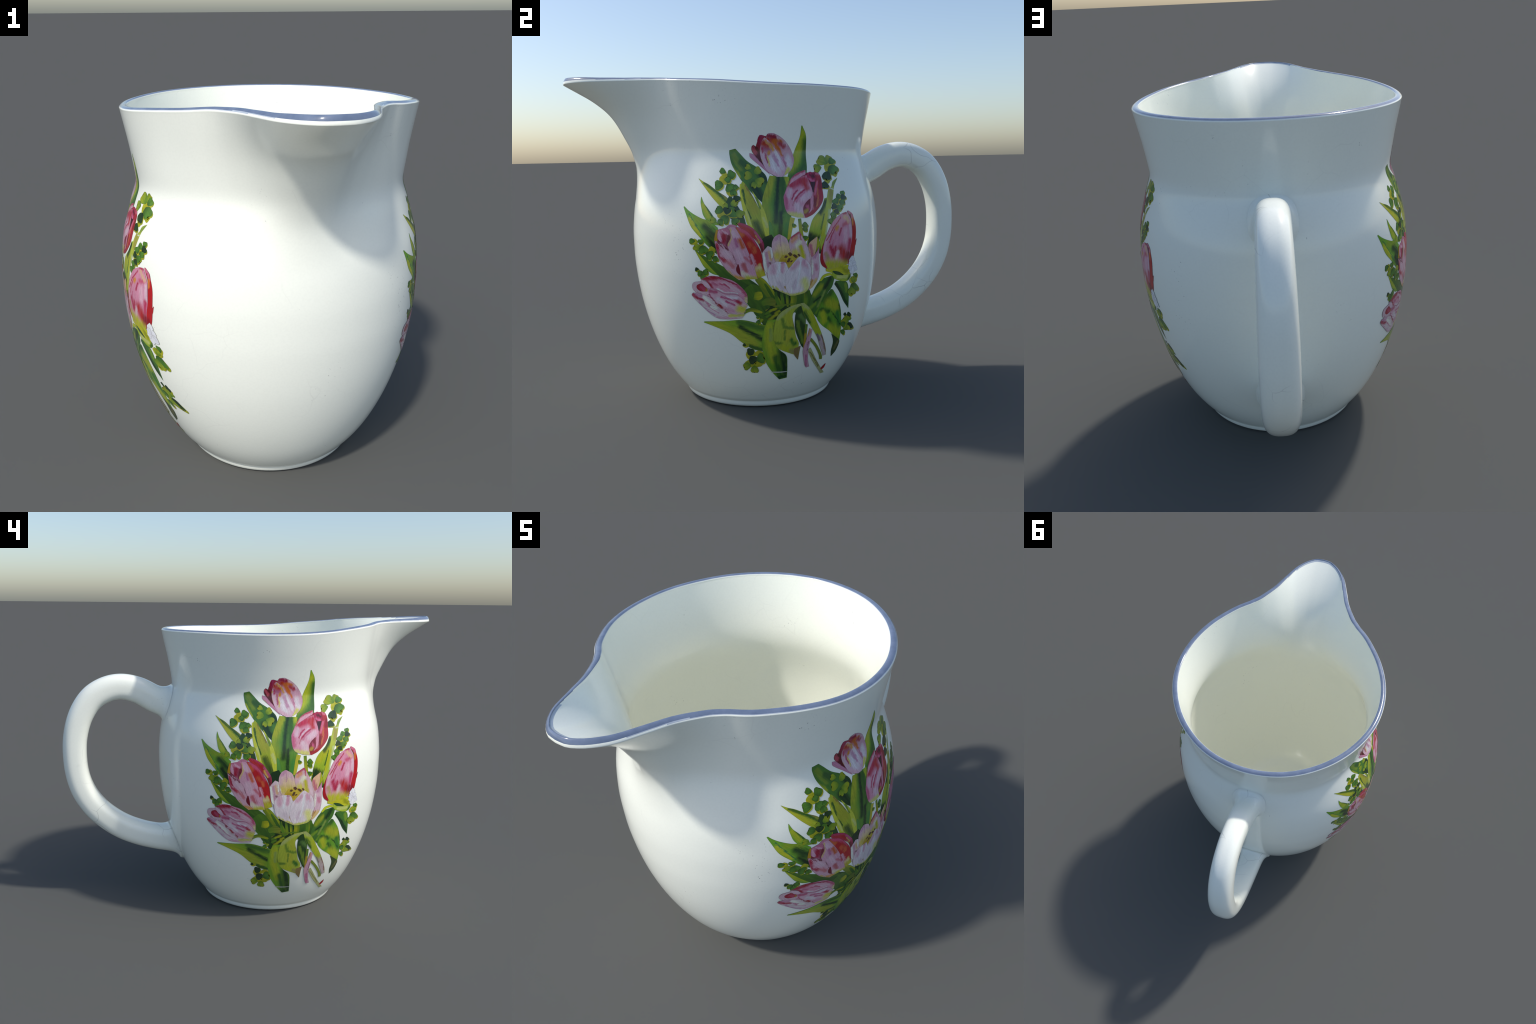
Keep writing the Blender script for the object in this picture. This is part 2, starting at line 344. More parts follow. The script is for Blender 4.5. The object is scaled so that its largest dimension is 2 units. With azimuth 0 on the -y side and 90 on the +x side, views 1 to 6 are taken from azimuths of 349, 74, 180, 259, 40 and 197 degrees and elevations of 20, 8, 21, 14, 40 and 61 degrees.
BOUQUET = [
    ("blade", (121, 166, 47), [(-1.5, 105.0), (0.7, 110.7), (4.4, 118.9), (6.8, 124.4), (7.4, 129.2)], [(7.4, 104.7), (9.9, 112.1), (10.3, 123.9), (7.9, 129.2)],
        ((178, 182, 46), 2.68, [(2.2, 111.5), (5.9, 118.5), (7.4, 125.5)]),
        ((58, 96, 40), 2.17, [(7.6, 108.2), (10.0, 116.1), (10.1, 122.4)]),
        ((64, 104, 46), 3.11, [(1.3, 106.0), (7.6, 110.2)])),
    ("blade", (78, 121, 52), [(-12.5, 97.5), (-17.0, 101.7), (-21.7, 107.0), (-25.9, 112.7), (-27.3, 116.7), (-27.4, 118.7)], [(-10.0, 102.8), (-10.2, 108.1), (-13.9, 111.6), (-18.8, 114.4), (-22.3, 117.5), (-24.4, 119.4)],
        ((122, 142, 52), 1.31, [(-25.2, 117.1), (-21.8, 111.8)]),
        ((178, 182, 46), 0.83, [(-26.4, 113.2), (-22.6, 108.3)]),
        ((32, 58, 34), 2.13, [(-16.0, 104.2), (-12.5, 98.5)]),
        ((32, 58, 34), 1.61, [(-13.5, 109.9), (-10.7, 106.8)]),
        ((60, 92, 50), 1.31, [(-21.8, 114.4), (-18.3, 112.1)])),
    ("blade", (96, 141, 52), [(-6.4, 77.9), (-8.1, 82.6), (-11.4, 90.7), (-12.6, 96.8), (-11.7, 101.6), (-8.7, 108.5)], [(-1.9, 78.1), (-1.3, 83.2), (-0.3, 91.1), (-2.1, 96.5), (-1.6, 101.3), (0.6, 107.8)],
        ((150, 164, 46), 2.35, [(-11.0, 89.8), (-11.7, 96.8), (-8.3, 107.6)]),
        ((172, 172, 50), 1.43, [(-11.1, 100.2), (-7.8, 107.1)]),
        ((32, 58, 34), 1.26, [(-4.7, 107.5), (-6.1, 99.2), (-7.0, 89.6)]),
        ((58, 96, 40), 1.32, [(-3.0, 106.6), (-3.8, 93.9)]),
        ((32, 58, 34), 0.94, [(-4.8, 93.1), (-5.4, 83.4)]),
        ((72, 132, 62), 1.28, [(-2.5, 87.7), (-3.2, 82.0)]),
        ((178, 182, 46), 1.25, [(-0.7, 107.4), (-0.4, 105.7)])),
    ("blade", (193, 181, 58), [(-2.5, 81.9), (-1.6, 87.7), (-0.8, 91.2)], [(-1.1, 81.9), (0.3, 87.6), (1.3, 90.6)]),
    ("blade", (179, 184, 52), [(-27.6, 93.4), (-31.2, 96.9), (-34.4, 100.0), (-37.9, 103.6), (-41.8, 107.4)], [(-24.7, 96.7), (-27.7, 99.9), (-32.1, 102.5), (-36.1, 105.0), (-39.2, 106.3), (-41.7, 107.5)],
        ((188, 182, 52), 1.49, [(-38.3, 104.2), (-31.8, 98.4)]),
        ((58, 96, 40), 0.74, [(-38.5, 106.0), (-32.1, 102.0), (-27.0, 97.8)]),
        ((112, 102, 72), 0.36, [(-30.8, 101.8), (-27.1, 99.5)])),
    ("blade", (132, 168, 52), [(-34.9, 88.6), (-37.9, 92.2), (-39.0, 95.3), (-39.6, 97.8), (-39.6, 100.2)], [(-31.0, 88.4), (-33.4, 92.0), (-36.0, 95.3), (-38.0, 97.5), (-39.4, 100.1)],
        ((178, 182, 46), 1.07, [(-38.4, 96.7), (-35.6, 92.0)]),
        ((58, 96, 40), 0.52, [(-37.3, 96.7), (-32.5, 90.3)]),
        ((140, 166, 52), 1.07, [(-33.1, 91.2), (-32.9, 89.8)])),
    ("blade", (116, 164, 52), [(-32.0, 76.1), (-36.1, 79.7), (-39.6, 83.2), (-43.8, 87.5), (-46.3, 92.3), (-48.1, 95.9)], [(-31.4, 87.3), (-35.2, 90.3), (-38.3, 91.0), (-42.5, 92.8), (-45.5, 94.5), (-47.6, 96.1)],
        ((142, 162, 46), 1.62, [(-41.0, 90.8), (-35.6, 89.3)]),
        ((196, 192, 48), 1.25, [(-44.5, 90.7), (-41.9, 87.2), (-39.8, 84.2)]),
        ((66, 126, 74), 0.32, [(-45.1, 92.9), (-40.5, 87.0), (-37.8, 82.9)]),
        ((42, 72, 36), 1.72, [(-37.4, 87.7), (-32.3, 83.8)]),
        ((28, 50, 28), 1.88, [(-35.7, 83.3), (-32.4, 78.2)])),
    ("blade", (52, 80, 44), [(-29.3, 93.5), (-28.4, 97.0), (-26.7, 100.5)], [(-19.0, 86.4), (-20.7, 92.6), (-25.8, 100.5)]),
    ("blade", (168, 177, 52), [(-10.0, 76.9), (-13.4, 81.7), (-17.2, 88.6), (-19.3, 93.4), (-20.7, 98.7), (-21.8, 103.9), (-21.2, 106.1)], [(-7.3, 76.8), (-10.7, 82.7), (-12.8, 90.7), (-13.5, 94.2), (-16.1, 99.5), (-19.0, 104.3), (-20.7, 106.3)],
        ((172, 168, 52), 2.27, [(-19.7, 102.6), (-15.8, 94.2)]),
        ((58, 96, 40), 0.52, [(-20.9, 102.6), (-19.8, 96.5), (-17.6, 91.2)]),
        ((132, 112, 62), 0.32, [(-19.7, 104.8), (-17.4, 101.2), (-14.8, 96.8)]),
        ((60, 84, 38), 1.70, [(-15.4, 89.0), (-12.1, 82.3)])),
    ("blade", (208, 206, 65), [(-16.8, 85.1), (-18.8, 88.4), (-20.2, 92.6), (-21.6, 98.7), (-22.2, 103.0), (-22.1, 105.2)], [(-14.2, 83.7), (-16.5, 87.0), (-18.0, 92.1), (-20.1, 97.8), (-21.5, 102.2), (-21.6, 105.4)],
        ((208, 208, 124), 0.57, [(-19.3, 93.9), (-17.4, 89.0)])),
    ("blade", (94, 146, 69), [(-7.3, 76.8), (-9.9, 81.6), (-10.1, 88.9)], [(-6.4, 77.2), (-7.7, 83.5), (-8.8, 88.4), (-9.8, 90.0)]),
    ("blade", (202, 202, 69), [(-9.1, 77.3), (-11.0, 81.6), (-13.0, 89.8), (-13.3, 93.3), (-14.8, 97.7), (-16.7, 102.1)], [(-8.0, 77.3), (-9.8, 82.2), (-10.1, 88.0), (-11.3, 93.3), (-13.4, 97.7), (-16.4, 102.1)],
        ((206, 206, 130), 0.63, [(-12.1, 91.1), (-10.8, 87.6)]),
        ((110, 140, 50), 0.46, [(-15.2, 99.5), (-13.5, 95.1)])),
    ("blade", (157, 177, 52), [(5.3, 76.5), (6.5, 80.8), (7.4, 84.8), (9.5, 89.9), (14.0, 94.2), (16.4, 98.3)], [(11.0, 76.1), (12.1, 80.5), (14.5, 87.4), (16.3, 93.3), (17.9, 98.6)],
        ((182, 180, 46), 1.87, [(10.3, 88.0), (14.2, 91.9)]),
        ((32, 58, 34), 1.19, [(16.7, 97.1), (13.3, 92.3)]),
        ((32, 58, 34), 1.87, [(7.9, 82.8), (11.3, 81.5)]),
        ((58, 96, 40), 0.39, [(15.3, 91.5), (13.3, 85.5)])),
    ("blade", (181, 188, 69), [(11.2, 76.1), (12.3, 80.4), (14.3, 87.4), (16.8, 95.6), (19.2, 101.6), (21.5, 103.0), (23.0, 105.2), (26.4, 106.7)], [(14.1, 75.9), (15.3, 80.2), (16.6, 85.7), (18.5, 91.7), (21.5, 99.2), (23.1, 102.9), (24.7, 104.8), (26.5, 106.6)],
        ((188, 186, 44), 1.02, [(13.6, 83.2), (16.3, 91.8)]),
        ((192, 202, 152), 0.66, [(15.9, 83.4), (18.4, 93.2)]),
        ((162, 150, 72), 1.45, [(20.5, 101.5), (19.8, 97.3)]),
        ((130, 150, 72), 0.81, [(22.5, 103.7), (25.2, 105.7)]),
        ((224, 224, 214), 0.20, [(20.0, 102.2), (22.4, 101.8)])),
    ("blade", (108, 157, 52), [(-23.2, 62.7), (-30.4, 66.6), (-34.5, 67.8), (-37.8, 70.3), (-40.3, 74.3), (-42.9, 79.1)], [(-21.8, 66.0), (-28.6, 69.7), (-31.8, 71.3), (-36.0, 73.2), (-40.2, 76.7), (-42.4, 79.1)],
        ((178, 182, 46), 1.21, [(-41.6, 76.3), (-36.9, 71.5), (-32.3, 68.8)]),
        ((122, 122, 62), 0.61, [(-33.9, 72.4), (-30.6, 70.7)]),
        ((32, 58, 34), 1.61, [(-29.9, 68.5), (-22.3, 64.4)])),
    ("blade", (34, 58, 34), [(-12.8, 76.5), (-13.9, 81.0), (-11.9, 83.4)], [(-7.6, 77.5), (-7.5, 81.3), (-9.0, 84.3)]),
    ("blade", (36, 60, 34), [(7.0, 75.4), (6.6, 79.0), (7.3, 82.5)], [(13.3, 74.9), (12.6, 78.6), (11.5, 82.2)],
        ((178, 182, 46), 1.93, [(11.0, 77.9), (12.2, 81.2)])),
    ("blade", "leaf_deep", 6.2, [(-9.1, 53.9), (-18.7, 62.1), (-30.0, 68.6), (-43.1, 78.7)]),
    ("blade", "leaf_deep", 10.6, [(-9.1, 44.4), (-11.2, 50.6), (-14.4, 55.8), (-19.9, 62.1)], "blunt"),
    ("oval", "leaf_shadow", 14.5, [(-8.3, 61.4), (1.1, 49.8)]),
    ("blade", "leaf_deep", 9.1, [(4.3, 49.5), (4.5, 54.1), (4.7, 57.5), (5.5, 60.8)], "blunt"),
    ("stem", "leaf_yellow", 3.8, [(-16.8, 58.3), (-15.6, 58.1), (-13.2, 58.7)]),
    ("stem", "stem_yellow", 4.0, [(-5.0, 51.9), (-9.6, 58.5), (-13.5, 64.0), (-15.8, 66.1)]),
    ("stem", "leaf_deep", 1.4, [(-6.7, 53.7), (-9.6, 58.9), (-12.3, 63.6)], "plain"),
    ("stem", "stem_olive", 3.7, [(-7.5, 54.6), (-10.8, 55.6), (-13.6, 54.5)],
        ("leaf_mid", 0.67, [(-11.8, 50.0), (-9.8, 51.1)]),
        ("leaf_yellow", 0.54, [(-10.2, 50.9), (-8.5, 51.8)]),
        ("leaf_yellow", 0.60, [(-8.4, 51.6), (-6.6, 52.6)]),
        ("leaf_yellow", 0.65, [(-8.8, 48.4), (-6.9, 49.5)]),
        ("leaf_mid", 0.69, [(-12.0, 48.2), (-10.0, 49.4)]),
        ("leaf_yellow", 0.56, [(-7.5, 50.1), (-5.8, 51.0)]),
        ("leaf_yellow", 0.77, [(-11.5, 46.4), (-9.2, 47.7)])),
    ("stem", "leaf_mid", 1.4, [(-7.6, 59.7), (-7.1, 56.3), (-5.8, 52.8)], "plain"),
    ("stem", "leaf_mid", 1.4, [(-5.1, 59.5), (-4.6, 56.1), (-3.9, 52.7)], "plain"),
    ("stem", "leaf_light_left", 1.4, [(-2.8, 59.4), (-2.3, 56.0), (-2.0, 52.6)], "plain"),
    ("stem", "stem_yellow", 3.0, [(0.3, 58.7), (0.5, 55.4), (0.1, 52.4)],
        ("leaf_mid", 0.67, [(-11.8, 50.0), (-9.8, 51.1)]),
        ("leaf_yellow", 0.54, [(-10.2, 50.9), (-8.5, 51.8)]),
        ("leaf_yellow", 0.60, [(-8.4, 51.6), (-6.6, 52.6)]),
        ("leaf_yellow", 0.65, [(-8.8, 48.4), (-6.9, 49.5)]),
        ("leaf_mid", 0.69, [(-12.0, 48.2), (-10.0, 49.4)]),
        ("leaf_yellow", 0.56, [(-7.5, 50.1), (-5.8, 51.0)]),
        ("leaf_yellow", 0.77, [(-11.5, 46.4), (-9.2, 47.7)])),
    ("stem", "leaf_mid", 2.1, [(6.0, 58.7), (6.2, 55.3), (5.9, 51.9)], "plain"),
    ("stem", "stem_olive", 0.7, [(-12.0, 51.5), (-7.1, 53.3), (1.4, 53.8)], "plain"),
    ("oval", "leaf_shadow", 6.5, [(-12.5, 49.3), (-4.9, 50.2)],
        ("leaf_mid", 0.67, [(-11.8, 50.0), (-9.8, 51.1)]),
        ("leaf_yellow", 0.54, [(-10.2, 50.9), (-8.5, 51.8)]),
        ("leaf_yellow", 0.60, [(-8.4, 51.6), (-6.6, 52.6)]),
        ("leaf_yellow", 0.65, [(-8.8, 48.4), (-6.9, 49.5)]),
        ("leaf_mid", 0.69, [(-12.0, 48.2), (-10.0, 49.4)]),
        ("leaf_yellow", 0.56, [(-7.5, 50.1), (-5.8, 51.0)]),
        ("leaf_yellow", 0.77, [(-11.5, 46.4), (-9.2, 47.7)])),
    ("stem", "stem_yellow", 1.7, [(-21.5, 50.8), (-18.2, 52.0), (-13.3, 50.6)],
        ("stem_brown_green", 1.18, [(31.5, 58.0), (32.3, 60.9)])),
    ("blade", (134, 168, 47), [(-12.8, 32.1), (-18.2, 33.4), (-23.4, 36.8), (-28.3, 40.8), (-34.6, 43.5), (-40.9, 45.5)], [(-11.7, 44.6), (-16.7, 46.1), (-22.7, 47.3), (-30.7, 46.6), (-35.4, 46.3), (-40.5, 45.9)],
        ((178, 182, 46), 2.89, [(-36.2, 45.0), (-23.8, 39.5)]),
        ((172, 174, 54), 2.56, [(-24.8, 41.2), (-17.5, 35.9)]),
        ((72, 112, 46), 1.44, [(-23.9, 46.3), (-13.4, 43.4)]),
        ((32, 58, 34), 1.20, [(-23.4, 44.1), (-13.4, 38.1)]),
        ((58, 96, 40), 1.14, [(-19.4, 34.6), (-13.4, 32.6)])),
    ("blade", (123, 164, 47), [(-11.2, 47.0), (-13.1, 41.5), (-13.7, 34.7), (-11.9, 26.9), (-8.2, 21.1), (-3.8, 16.6)], [(-6.4, 47.3), (-7.3, 39.0), (-5.6, 33.1), (-1.3, 29.2), (-0.1, 24.2), (0.7, 17.2)],
        ((178, 182, 46), 2.23, [(-10.4, 44.2), (-10.3, 35.7), (-7.3, 27.3)]),
        ((32, 58, 34), 2.49, [(-3.7, 31.8), (-0.9, 20.5)]),
        ((58, 96, 40), 1.75, [(-6.8, 28.4), (-3.9, 18.1)]),
        ((152, 166, 84), 0.89, [(-9.7, 42.5), (-9.6, 37.4)]),
        ((112, 120, 52), 0.57, [(-7.7, 45.7), (-8.0, 37.3)]),
        ((36, 70, 34), 1.04, [(-4.2, 17.5), (0.2, 18.1)])),
    ("blade", (72, 116, 49), [(20.8, 60.5), (24.2, 56.6), (27.9, 51.6), (32.3, 47.6)], [(21.6, 61.9), (28.4, 60.6), (30.8, 56.0), (32.6, 47.5)],
        ((32, 58, 34), 1.16, [(21.4, 60.2), (25.7, 55.9), (31.0, 49.5)]),
        ((122, 150, 46), 0.97, [(27.9, 59.5), (29.2, 56.3)])),
    ("blade", (108, 157, 47), [(19.0, 58.5), (15.7, 54.8), (13.3, 49.8), (12.8, 45.8), (16.4, 41.8), (21.9, 38.2), (29.0, 32.7)], [(20.2, 58.2), (24.1, 53.2), (26.9, 47.7), (28.8, 42.2), (30.3, 36.7), (31.2, 31.4)],
        ((58, 96, 40), 1.83, [(19.3, 57.3), (16.5, 53.3)]),
        ((170, 172, 46), 2.63, [(18.7, 52.2), (23.9, 49.7)]),
        ((58, 96, 40), 1.10, [(14.5, 49.6), (19.0, 48.0)]),
        ((178, 182, 46), 1.71, [(15.5, 47.5), (17.3, 43.7)]),
        ((60, 120, 52), 1.48, [(24.7, 46.6), (27.9, 40.4)]),
        ((58, 96, 40), 0.98, [(19.7, 44.8), (23.2, 40.7)]),
        ((178, 182, 46), 2.52, [(22.0, 39.9), (28.5, 36.0)]),
        ((40, 70, 30), 0.24, [(25.1, 51.0), (27.9, 45.0)]),
        ((30, 60, 30), 0.24, [(21.0, 47.7), (28.5, 40.2)])),
    ("blade", (62, 76, 42), [(23.4, 36.8), (26.2, 32.2), (26.6, 27.8), (28.0, 24.4)], [(30.1, 32.8), (31.7, 31.1), (31.0, 26.8), (28.4, 24.3)],
        ((112, 106, 62), 0.94, [(28.8, 28.4), (30.2, 31.4)])),
    ("blade", (72, 112, 47), [(19.0, 64.6), (13.3, 63.3), (9.8, 58.9), (8.0, 52.8), (8.3, 50.6), (12.3, 46.4)], [(20.7, 63.8), (19.6, 59.7), (17.0, 56.6), (14.2, 52.1), (12.8, 46.2)],
        ((152, 160, 44), 1.36, [(10.5, 57.1), (13.5, 60.2)]),
        ((120, 150, 44), 0.88, [(9.1, 51.3), (11.1, 53.0)]),
        ((134, 152, 74), 0.58, [(16.3, 59.6), (12.6, 51.3)]),
        ((112, 150, 42), 0.61, [(12.1, 48.4), (14.5, 53.0)]),
        ((32, 58, 34), 1.28, [(18.2, 63.4), (15.8, 59.7)]),
        ((32, 58, 34), 0.52, [(10.7, 54.0), (13.4, 55.6)])),
    ("blade", (44, 72, 36), [(5.4, 53.3), (2.9, 51.4), (1.6, 48.3), (2.1, 41.6), (5.5, 34.4), (7.5, 32.0)], [(6.5, 52.9), (6.5, 49.5), (7.1, 43.9), (6.9, 40.0), (7.8, 32.3)],
        ((112, 136, 46), 0.82, [(2.8, 45.4), (6.7, 34.8)]),
        ((90, 122, 62), 1.00, [(4.0, 48.1), (7.0, 44.4)])),
    ("blade", (172, 181, 63), [(5.3, 53.9), (-0.7, 52.8), (-6.5, 48.9), (-8.3, 41.3), (-7.7, 36.2), (-5.2, 32.8), (2.4, 29.4)], [(6.5, 52.9), (2.6, 52.0), (0.3, 48.4), (1.6, 42.8), (2.8, 38.1), (4.7, 34.5), (3.9, 29.4)],
        ((176, 176, 54), 1.63, [(-2.2, 49.7), (-0.5, 44.6)]),
        ((180, 176, 58), 2.11, [(-2.3, 40.4), (-1.5, 37.4)]),
        ((106, 134, 48), 0.80, [(-4.5, 47.1), (-3.5, 43.2), (0.8, 42.2)]),
        ((100, 130, 46), 0.85, [(-7.7, 36.2), (-4.5, 35.4)]),
        ((60, 110, 42), 1.21, [(0.7, 36.6), (2.4, 34.7)]),
        ((178, 182, 46), 1.84, [(-3.5, 33.5), (1.0, 30.8)]),
        ((150, 140, 90), 1.41, [(1.2, 31.4), (3.7, 30.2)]),
        ((176, 180, 114), 1.04, [(-6.7, 47.6), (-0.9, 52.3), (5.4, 53.4)]),
        ((132, 112, 64), 0.65, [(1.7, 50.5), (0.9, 47.3), (1.7, 42.8)]),
        ((106, 134, 48), 0.55, [(-2.9, 41.5), (-2.9, 37.0)])),
    ("blade", (170, 184, 58), [(3.7, 53.8), (6.1, 47.8), (10.0, 42.4), (14.3, 36.7), (17.8, 30.8), (21.2, 25.9)], [(5.6, 53.8), (9.0, 50.5), (12.9, 44.2), (16.8, 38.0), (21.1, 30.9), (23.4, 26.2)],
        ((58, 96, 40), 1.14, [(5.7, 49.0), (8.9, 44.2)]),
        ((178, 182, 46), 1.38, [(10.0, 47.4), (14.8, 38.9)]),
        ((172, 176, 114), 1.00, [(4.2, 53.5), (7.8, 51.2)]),
        ((206, 182, 186), 2.20, [(16.2, 35.2), (21.8, 26.5)]),
        ((130, 112, 130), 0.95, [(14.0, 37.3), (15.8, 34.7)]),
        ((150, 100, 110), 0.39, [(16.9, 37.4), (22.3, 28.2)])),
    ("blade", (137, 114, 74), [(2.5, 32.4), (2.8, 29.4), (5.2, 26.5)], [(5.8, 33.3), (5.6, 30.3), (5.5, 26.4)]),
    ("stem", (130, 142, 52), [(10.3, 35.6), (13.9, 32.1), (17.9, 27.2), (19.4, 24.4)], [(11.4, 36.5), (15.9, 31.9), (20.4, 26.3), (21.2, 24.2)]),
    ("stem", (190, 186, 132), [(10.1, 30.6), (14.5, 24.7), (19.3, 20.1), (24.4, 15.9)], [(11.7, 31.6), (16.6, 25.3), (21.9, 20.0), (27.2, 15.9)],
        ((130, 120, 70), 0.35, [(11.7, 29.4), (20.0, 20.6)])),
    ("stem", (176, 148, 44), [(6.8, 43.9), (7.0, 37.1), (7.3, 32.0)], [(8.2, 43.5), (8.4, 36.9), (8.6, 31.9)],
        ((80, 130, 46), 0.71, [(7.5, 43.5), (7.5, 39.9)])),
    ("stem", (216, 166, 186), [(9.4, 41.6), (8.4, 35.8), (7.5, 30.6), (9.9, 23.6), (11.6, 21.3)], [(11.0, 40.7), (10.8, 35.4), (10.7, 30.2), (11.8, 25.1), (13.5, 21.6)],
        ((204, 150, 104), 0.61, [(9.7, 40.8), (9.1, 38.0)]),
        ((200, 110, 160), 0.59, [(9.7, 27.9), (11.3, 22.1)]),
        ((120, 80, 110), 0.21, [(9.9, 35.0), (9.8, 30.3)])),
    ("stem", (192, 40, 46), [(22.5, 18.6), (23.8, 19.9), (25.4, 21.1)], [(23.9, 18.0), (25.4, 18.9), (25.8, 20.8)]),
    ("blade", (199, 204, 52), [(12.4, 62.9), (14.3, 65.3), (17.7, 65.9), (20.1, 64.8)], [(13.4, 62.7), (15.5, 64.4), (18.4, 64.7), (20.2, 63.8)]),
    ("blade", (204, 199, 49), [(15.6, 67.0), (15.8, 69.1), (18.6, 70.0), (29.7, 68.0)], [(15.9, 66.8), (21.4, 65.0), (26.1, 64.0), (30.4, 64.0)],
        ((150, 150, 30), 1.16, [(23.7, 67.8), (28.6, 65.2)]),
        ((200, 190, 40), 1.71, [(17.0, 68.1), (23.8, 66.3)])),
    ("blade", (168, 186, 58), [(18.8, 66.5), (20.2, 63.4), (24.9, 61.4), (29.1, 61.0), (31.1, 62.5)], [(19.7, 66.3), (21.4, 65.0), (25.4, 64.0), (28.8, 64.0), (30.9, 64.0)],
        ((206, 206, 124), 1.06, [(22.4, 63.4), (28.2, 63.1)]),
        ((58, 96, 40), 1.06, [(29.7, 61.7), (31.0, 63.1)])),
    ("blade", (54, 84, 46), [(19.1, 66.4), (21.4, 64.8), (25.5, 63.9)], [(19.7, 66.7), (22.9, 65.9), (26.2, 64.1)]),
    ("stem", "glaze_line", 0.5, [(-8.5, 21.0), (-4.1, 20.7), (0.4, 20.6)], "plain"),
    ("leaflet", "sprig_light", [(-16.8, 111.2), (-17.5, 111.0), (-18.8, 110.8), (-19.6, 111.1), (-20.0, 111.6), (-19.7, 112.1)], [(-16.7, 111.3), (-17.1, 112.1), (-17.8, 113.0), (-18.5, 113.3), (-19.2, 113.0), (-19.2, 112.3)]),
    ("leaflet", "sprig_light", [(-15.7, 109.6), (-15.8, 110.7), (-14.7, 112.0), (-14.3, 112.3), (-13.4, 112.2), (-13.0, 111.7)], [(-15.6, 109.4), (-14.3, 108.9), (-13.0, 109.2), (-12.7, 109.4), (-12.1, 110.5), (-13.0, 111.0)]),
    ("leaflet", "sprig_light", [(-16.3, 108.3), (-17.0, 107.4), (-18.6, 106.8), (-19.4, 106.8), (-20.1, 107.4), (-20.0, 108.1)], [(-16.3, 108.6), (-17.0, 109.7), (-18.2, 110.4), (-18.9, 110.5), (-19.9, 109.8), (-19.6, 108.7)]),
    ("leaflet", "sprig_light", [(-15.4, 107.0), (-14.4, 107.5), (-12.5, 107.9), (-11.5, 107.5), (-11.1, 106.5), (-11.6, 105.8)], [(-15.5, 106.7), (-15.3, 105.5), (-14.6, 104.0), (-13.7, 103.6), (-12.7, 104.0), (-12.4, 105.3)]),
    ("leaflet", "sprig_light", [(-15.0, 106.0), (-14.4, 105.2), (-14.8, 103.9), (-14.9, 103.6), (-15.6, 103.3), (-16.0, 103.6)], [(-15.1, 106.1), (-16.3, 106.1), (-17.0, 105.4), (-17.1, 105.1), (-17.1, 104.2), (-16.3, 104.1)]),
    ("oval", "sprig_yellow", 4.3, [(-31.7, 107.2), (-26.0, 107.1)], "plain"),
    ("oval", "sprig_yellow", 3.5, [(-28.1, 102.0), (-23.2, 101.9)], "plain"),
    ("oval", "sprig_yellow", 4.2, [(-25.3, 98.1), (-22.5, 98.1)], "plain"),
    ("oval", "sprig_yellow", [(-28.3, 109.2), (-28.9, 109.0), (-30.2, 108.9), (-31.0, 109.2), (-31.5, 109.8), (-31.2, 110.2)], [(-28.2, 109.3), (-28.5, 110.0), (-29.3, 111.0), (-30.0, 111.3), (-30.7, 111.1), (-30.7, 110.4)], "plain"),
    ("leaflet", "sprig_green", [(-28.7, 109.6), (-29.3, 109.4), (-30.5, 109.3), (-31.3, 109.6), (-31.8, 110.2), (-31.6, 110.6)], [(-28.6, 109.7), (-28.9, 110.4), (-29.6, 111.3), (-30.4, 111.7), (-31.1, 111.5), (-31.1, 110.8)]),
    ("oval", "sprig_yellow", [(-26.8, 107.0), (-27.6, 108.0), (-27.4, 109.7), (-27.2, 110.2), (-26.3, 110.6), (-25.6, 110.2)], [(-26.5, 106.9), (-24.9, 106.9), (-24.0, 107.8), (-23.8, 108.2), (-24.0, 109.5), (-25.1, 109.6)], "plain"),
    ("leaflet", "sprig_green", [(-27.1, 107.4), (-27.9, 108.4), (-27.7, 110.1), (-27.5, 110.6), (-26.6, 110.9), (-25.9, 110.6)], [(-26.8, 107.3), (-25.3, 107.3), (-24.4, 108.2), (-24.2, 108.6), (-24.4, 109.8), (-25.5, 109.9)]),
    ("oval", "sprig_yellow", [(-29.1, 104.5), (-29.6, 103.4), (-31.2, 102.5), (-32.1, 102.4), (-33.0, 103.0), (-33.1, 103.8)], [(-29.1, 104.8), (-30.1, 105.9), (-31.7, 106.5), (-32.5, 106.5), (-33.3, 105.6), (-32.7, 104.5)], "plain"),
    ("leaflet", "sprig_green", [(-29.5, 104.9), (-30.0, 103.9), (-31.5, 103.0), (-32.3, 102.8), (-33.2, 103.4), (-33.3, 104.2)], [(-29.5, 105.2), (-30.5, 106.2), (-32.0, 106.8), (-32.8, 106.8), (-33.6, 105.9), (-33.0, 104.9)]),
    ("oval", "sprig_yellow", [(-27.1, 105.4), (-26.0, 105.3), (-24.2, 104.6), (-23.6, 103.8), (-23.8, 102.8), (-24.7, 102.4)], [(-27.4, 105.3), (-28.0, 104.2), (-28.2, 102.6), (-27.7, 101.8), (-26.5, 101.6), (-25.6, 102.5)], "plain"),
    ("leaflet", "sprig_green", [(-27.4, 105.8), (-26.3, 105.6), (-24.5, 105.0), (-24.0, 104.2), (-24.2, 103.2), (-25.0, 102.9)], [(-27.7, 105.6), (-28.2, 104.5), (-28.5, 103.0), (-28.0, 102.2), (-26.8, 102.0), (-25.9, 102.9)]),
    ("oval", "sprig_yellow", [(-24.4, 104.7), (-23.5, 104.8), (-22.5, 104.0), (-22.3, 103.8), (-22.3, 103.2), (-22.7, 103.0)], [(-24.6, 104.6), (-25.0, 103.7), (-24.6, 103.0), (-24.5, 102.7), (-23.6, 102.4), (-23.2, 102.9)], "plain"),
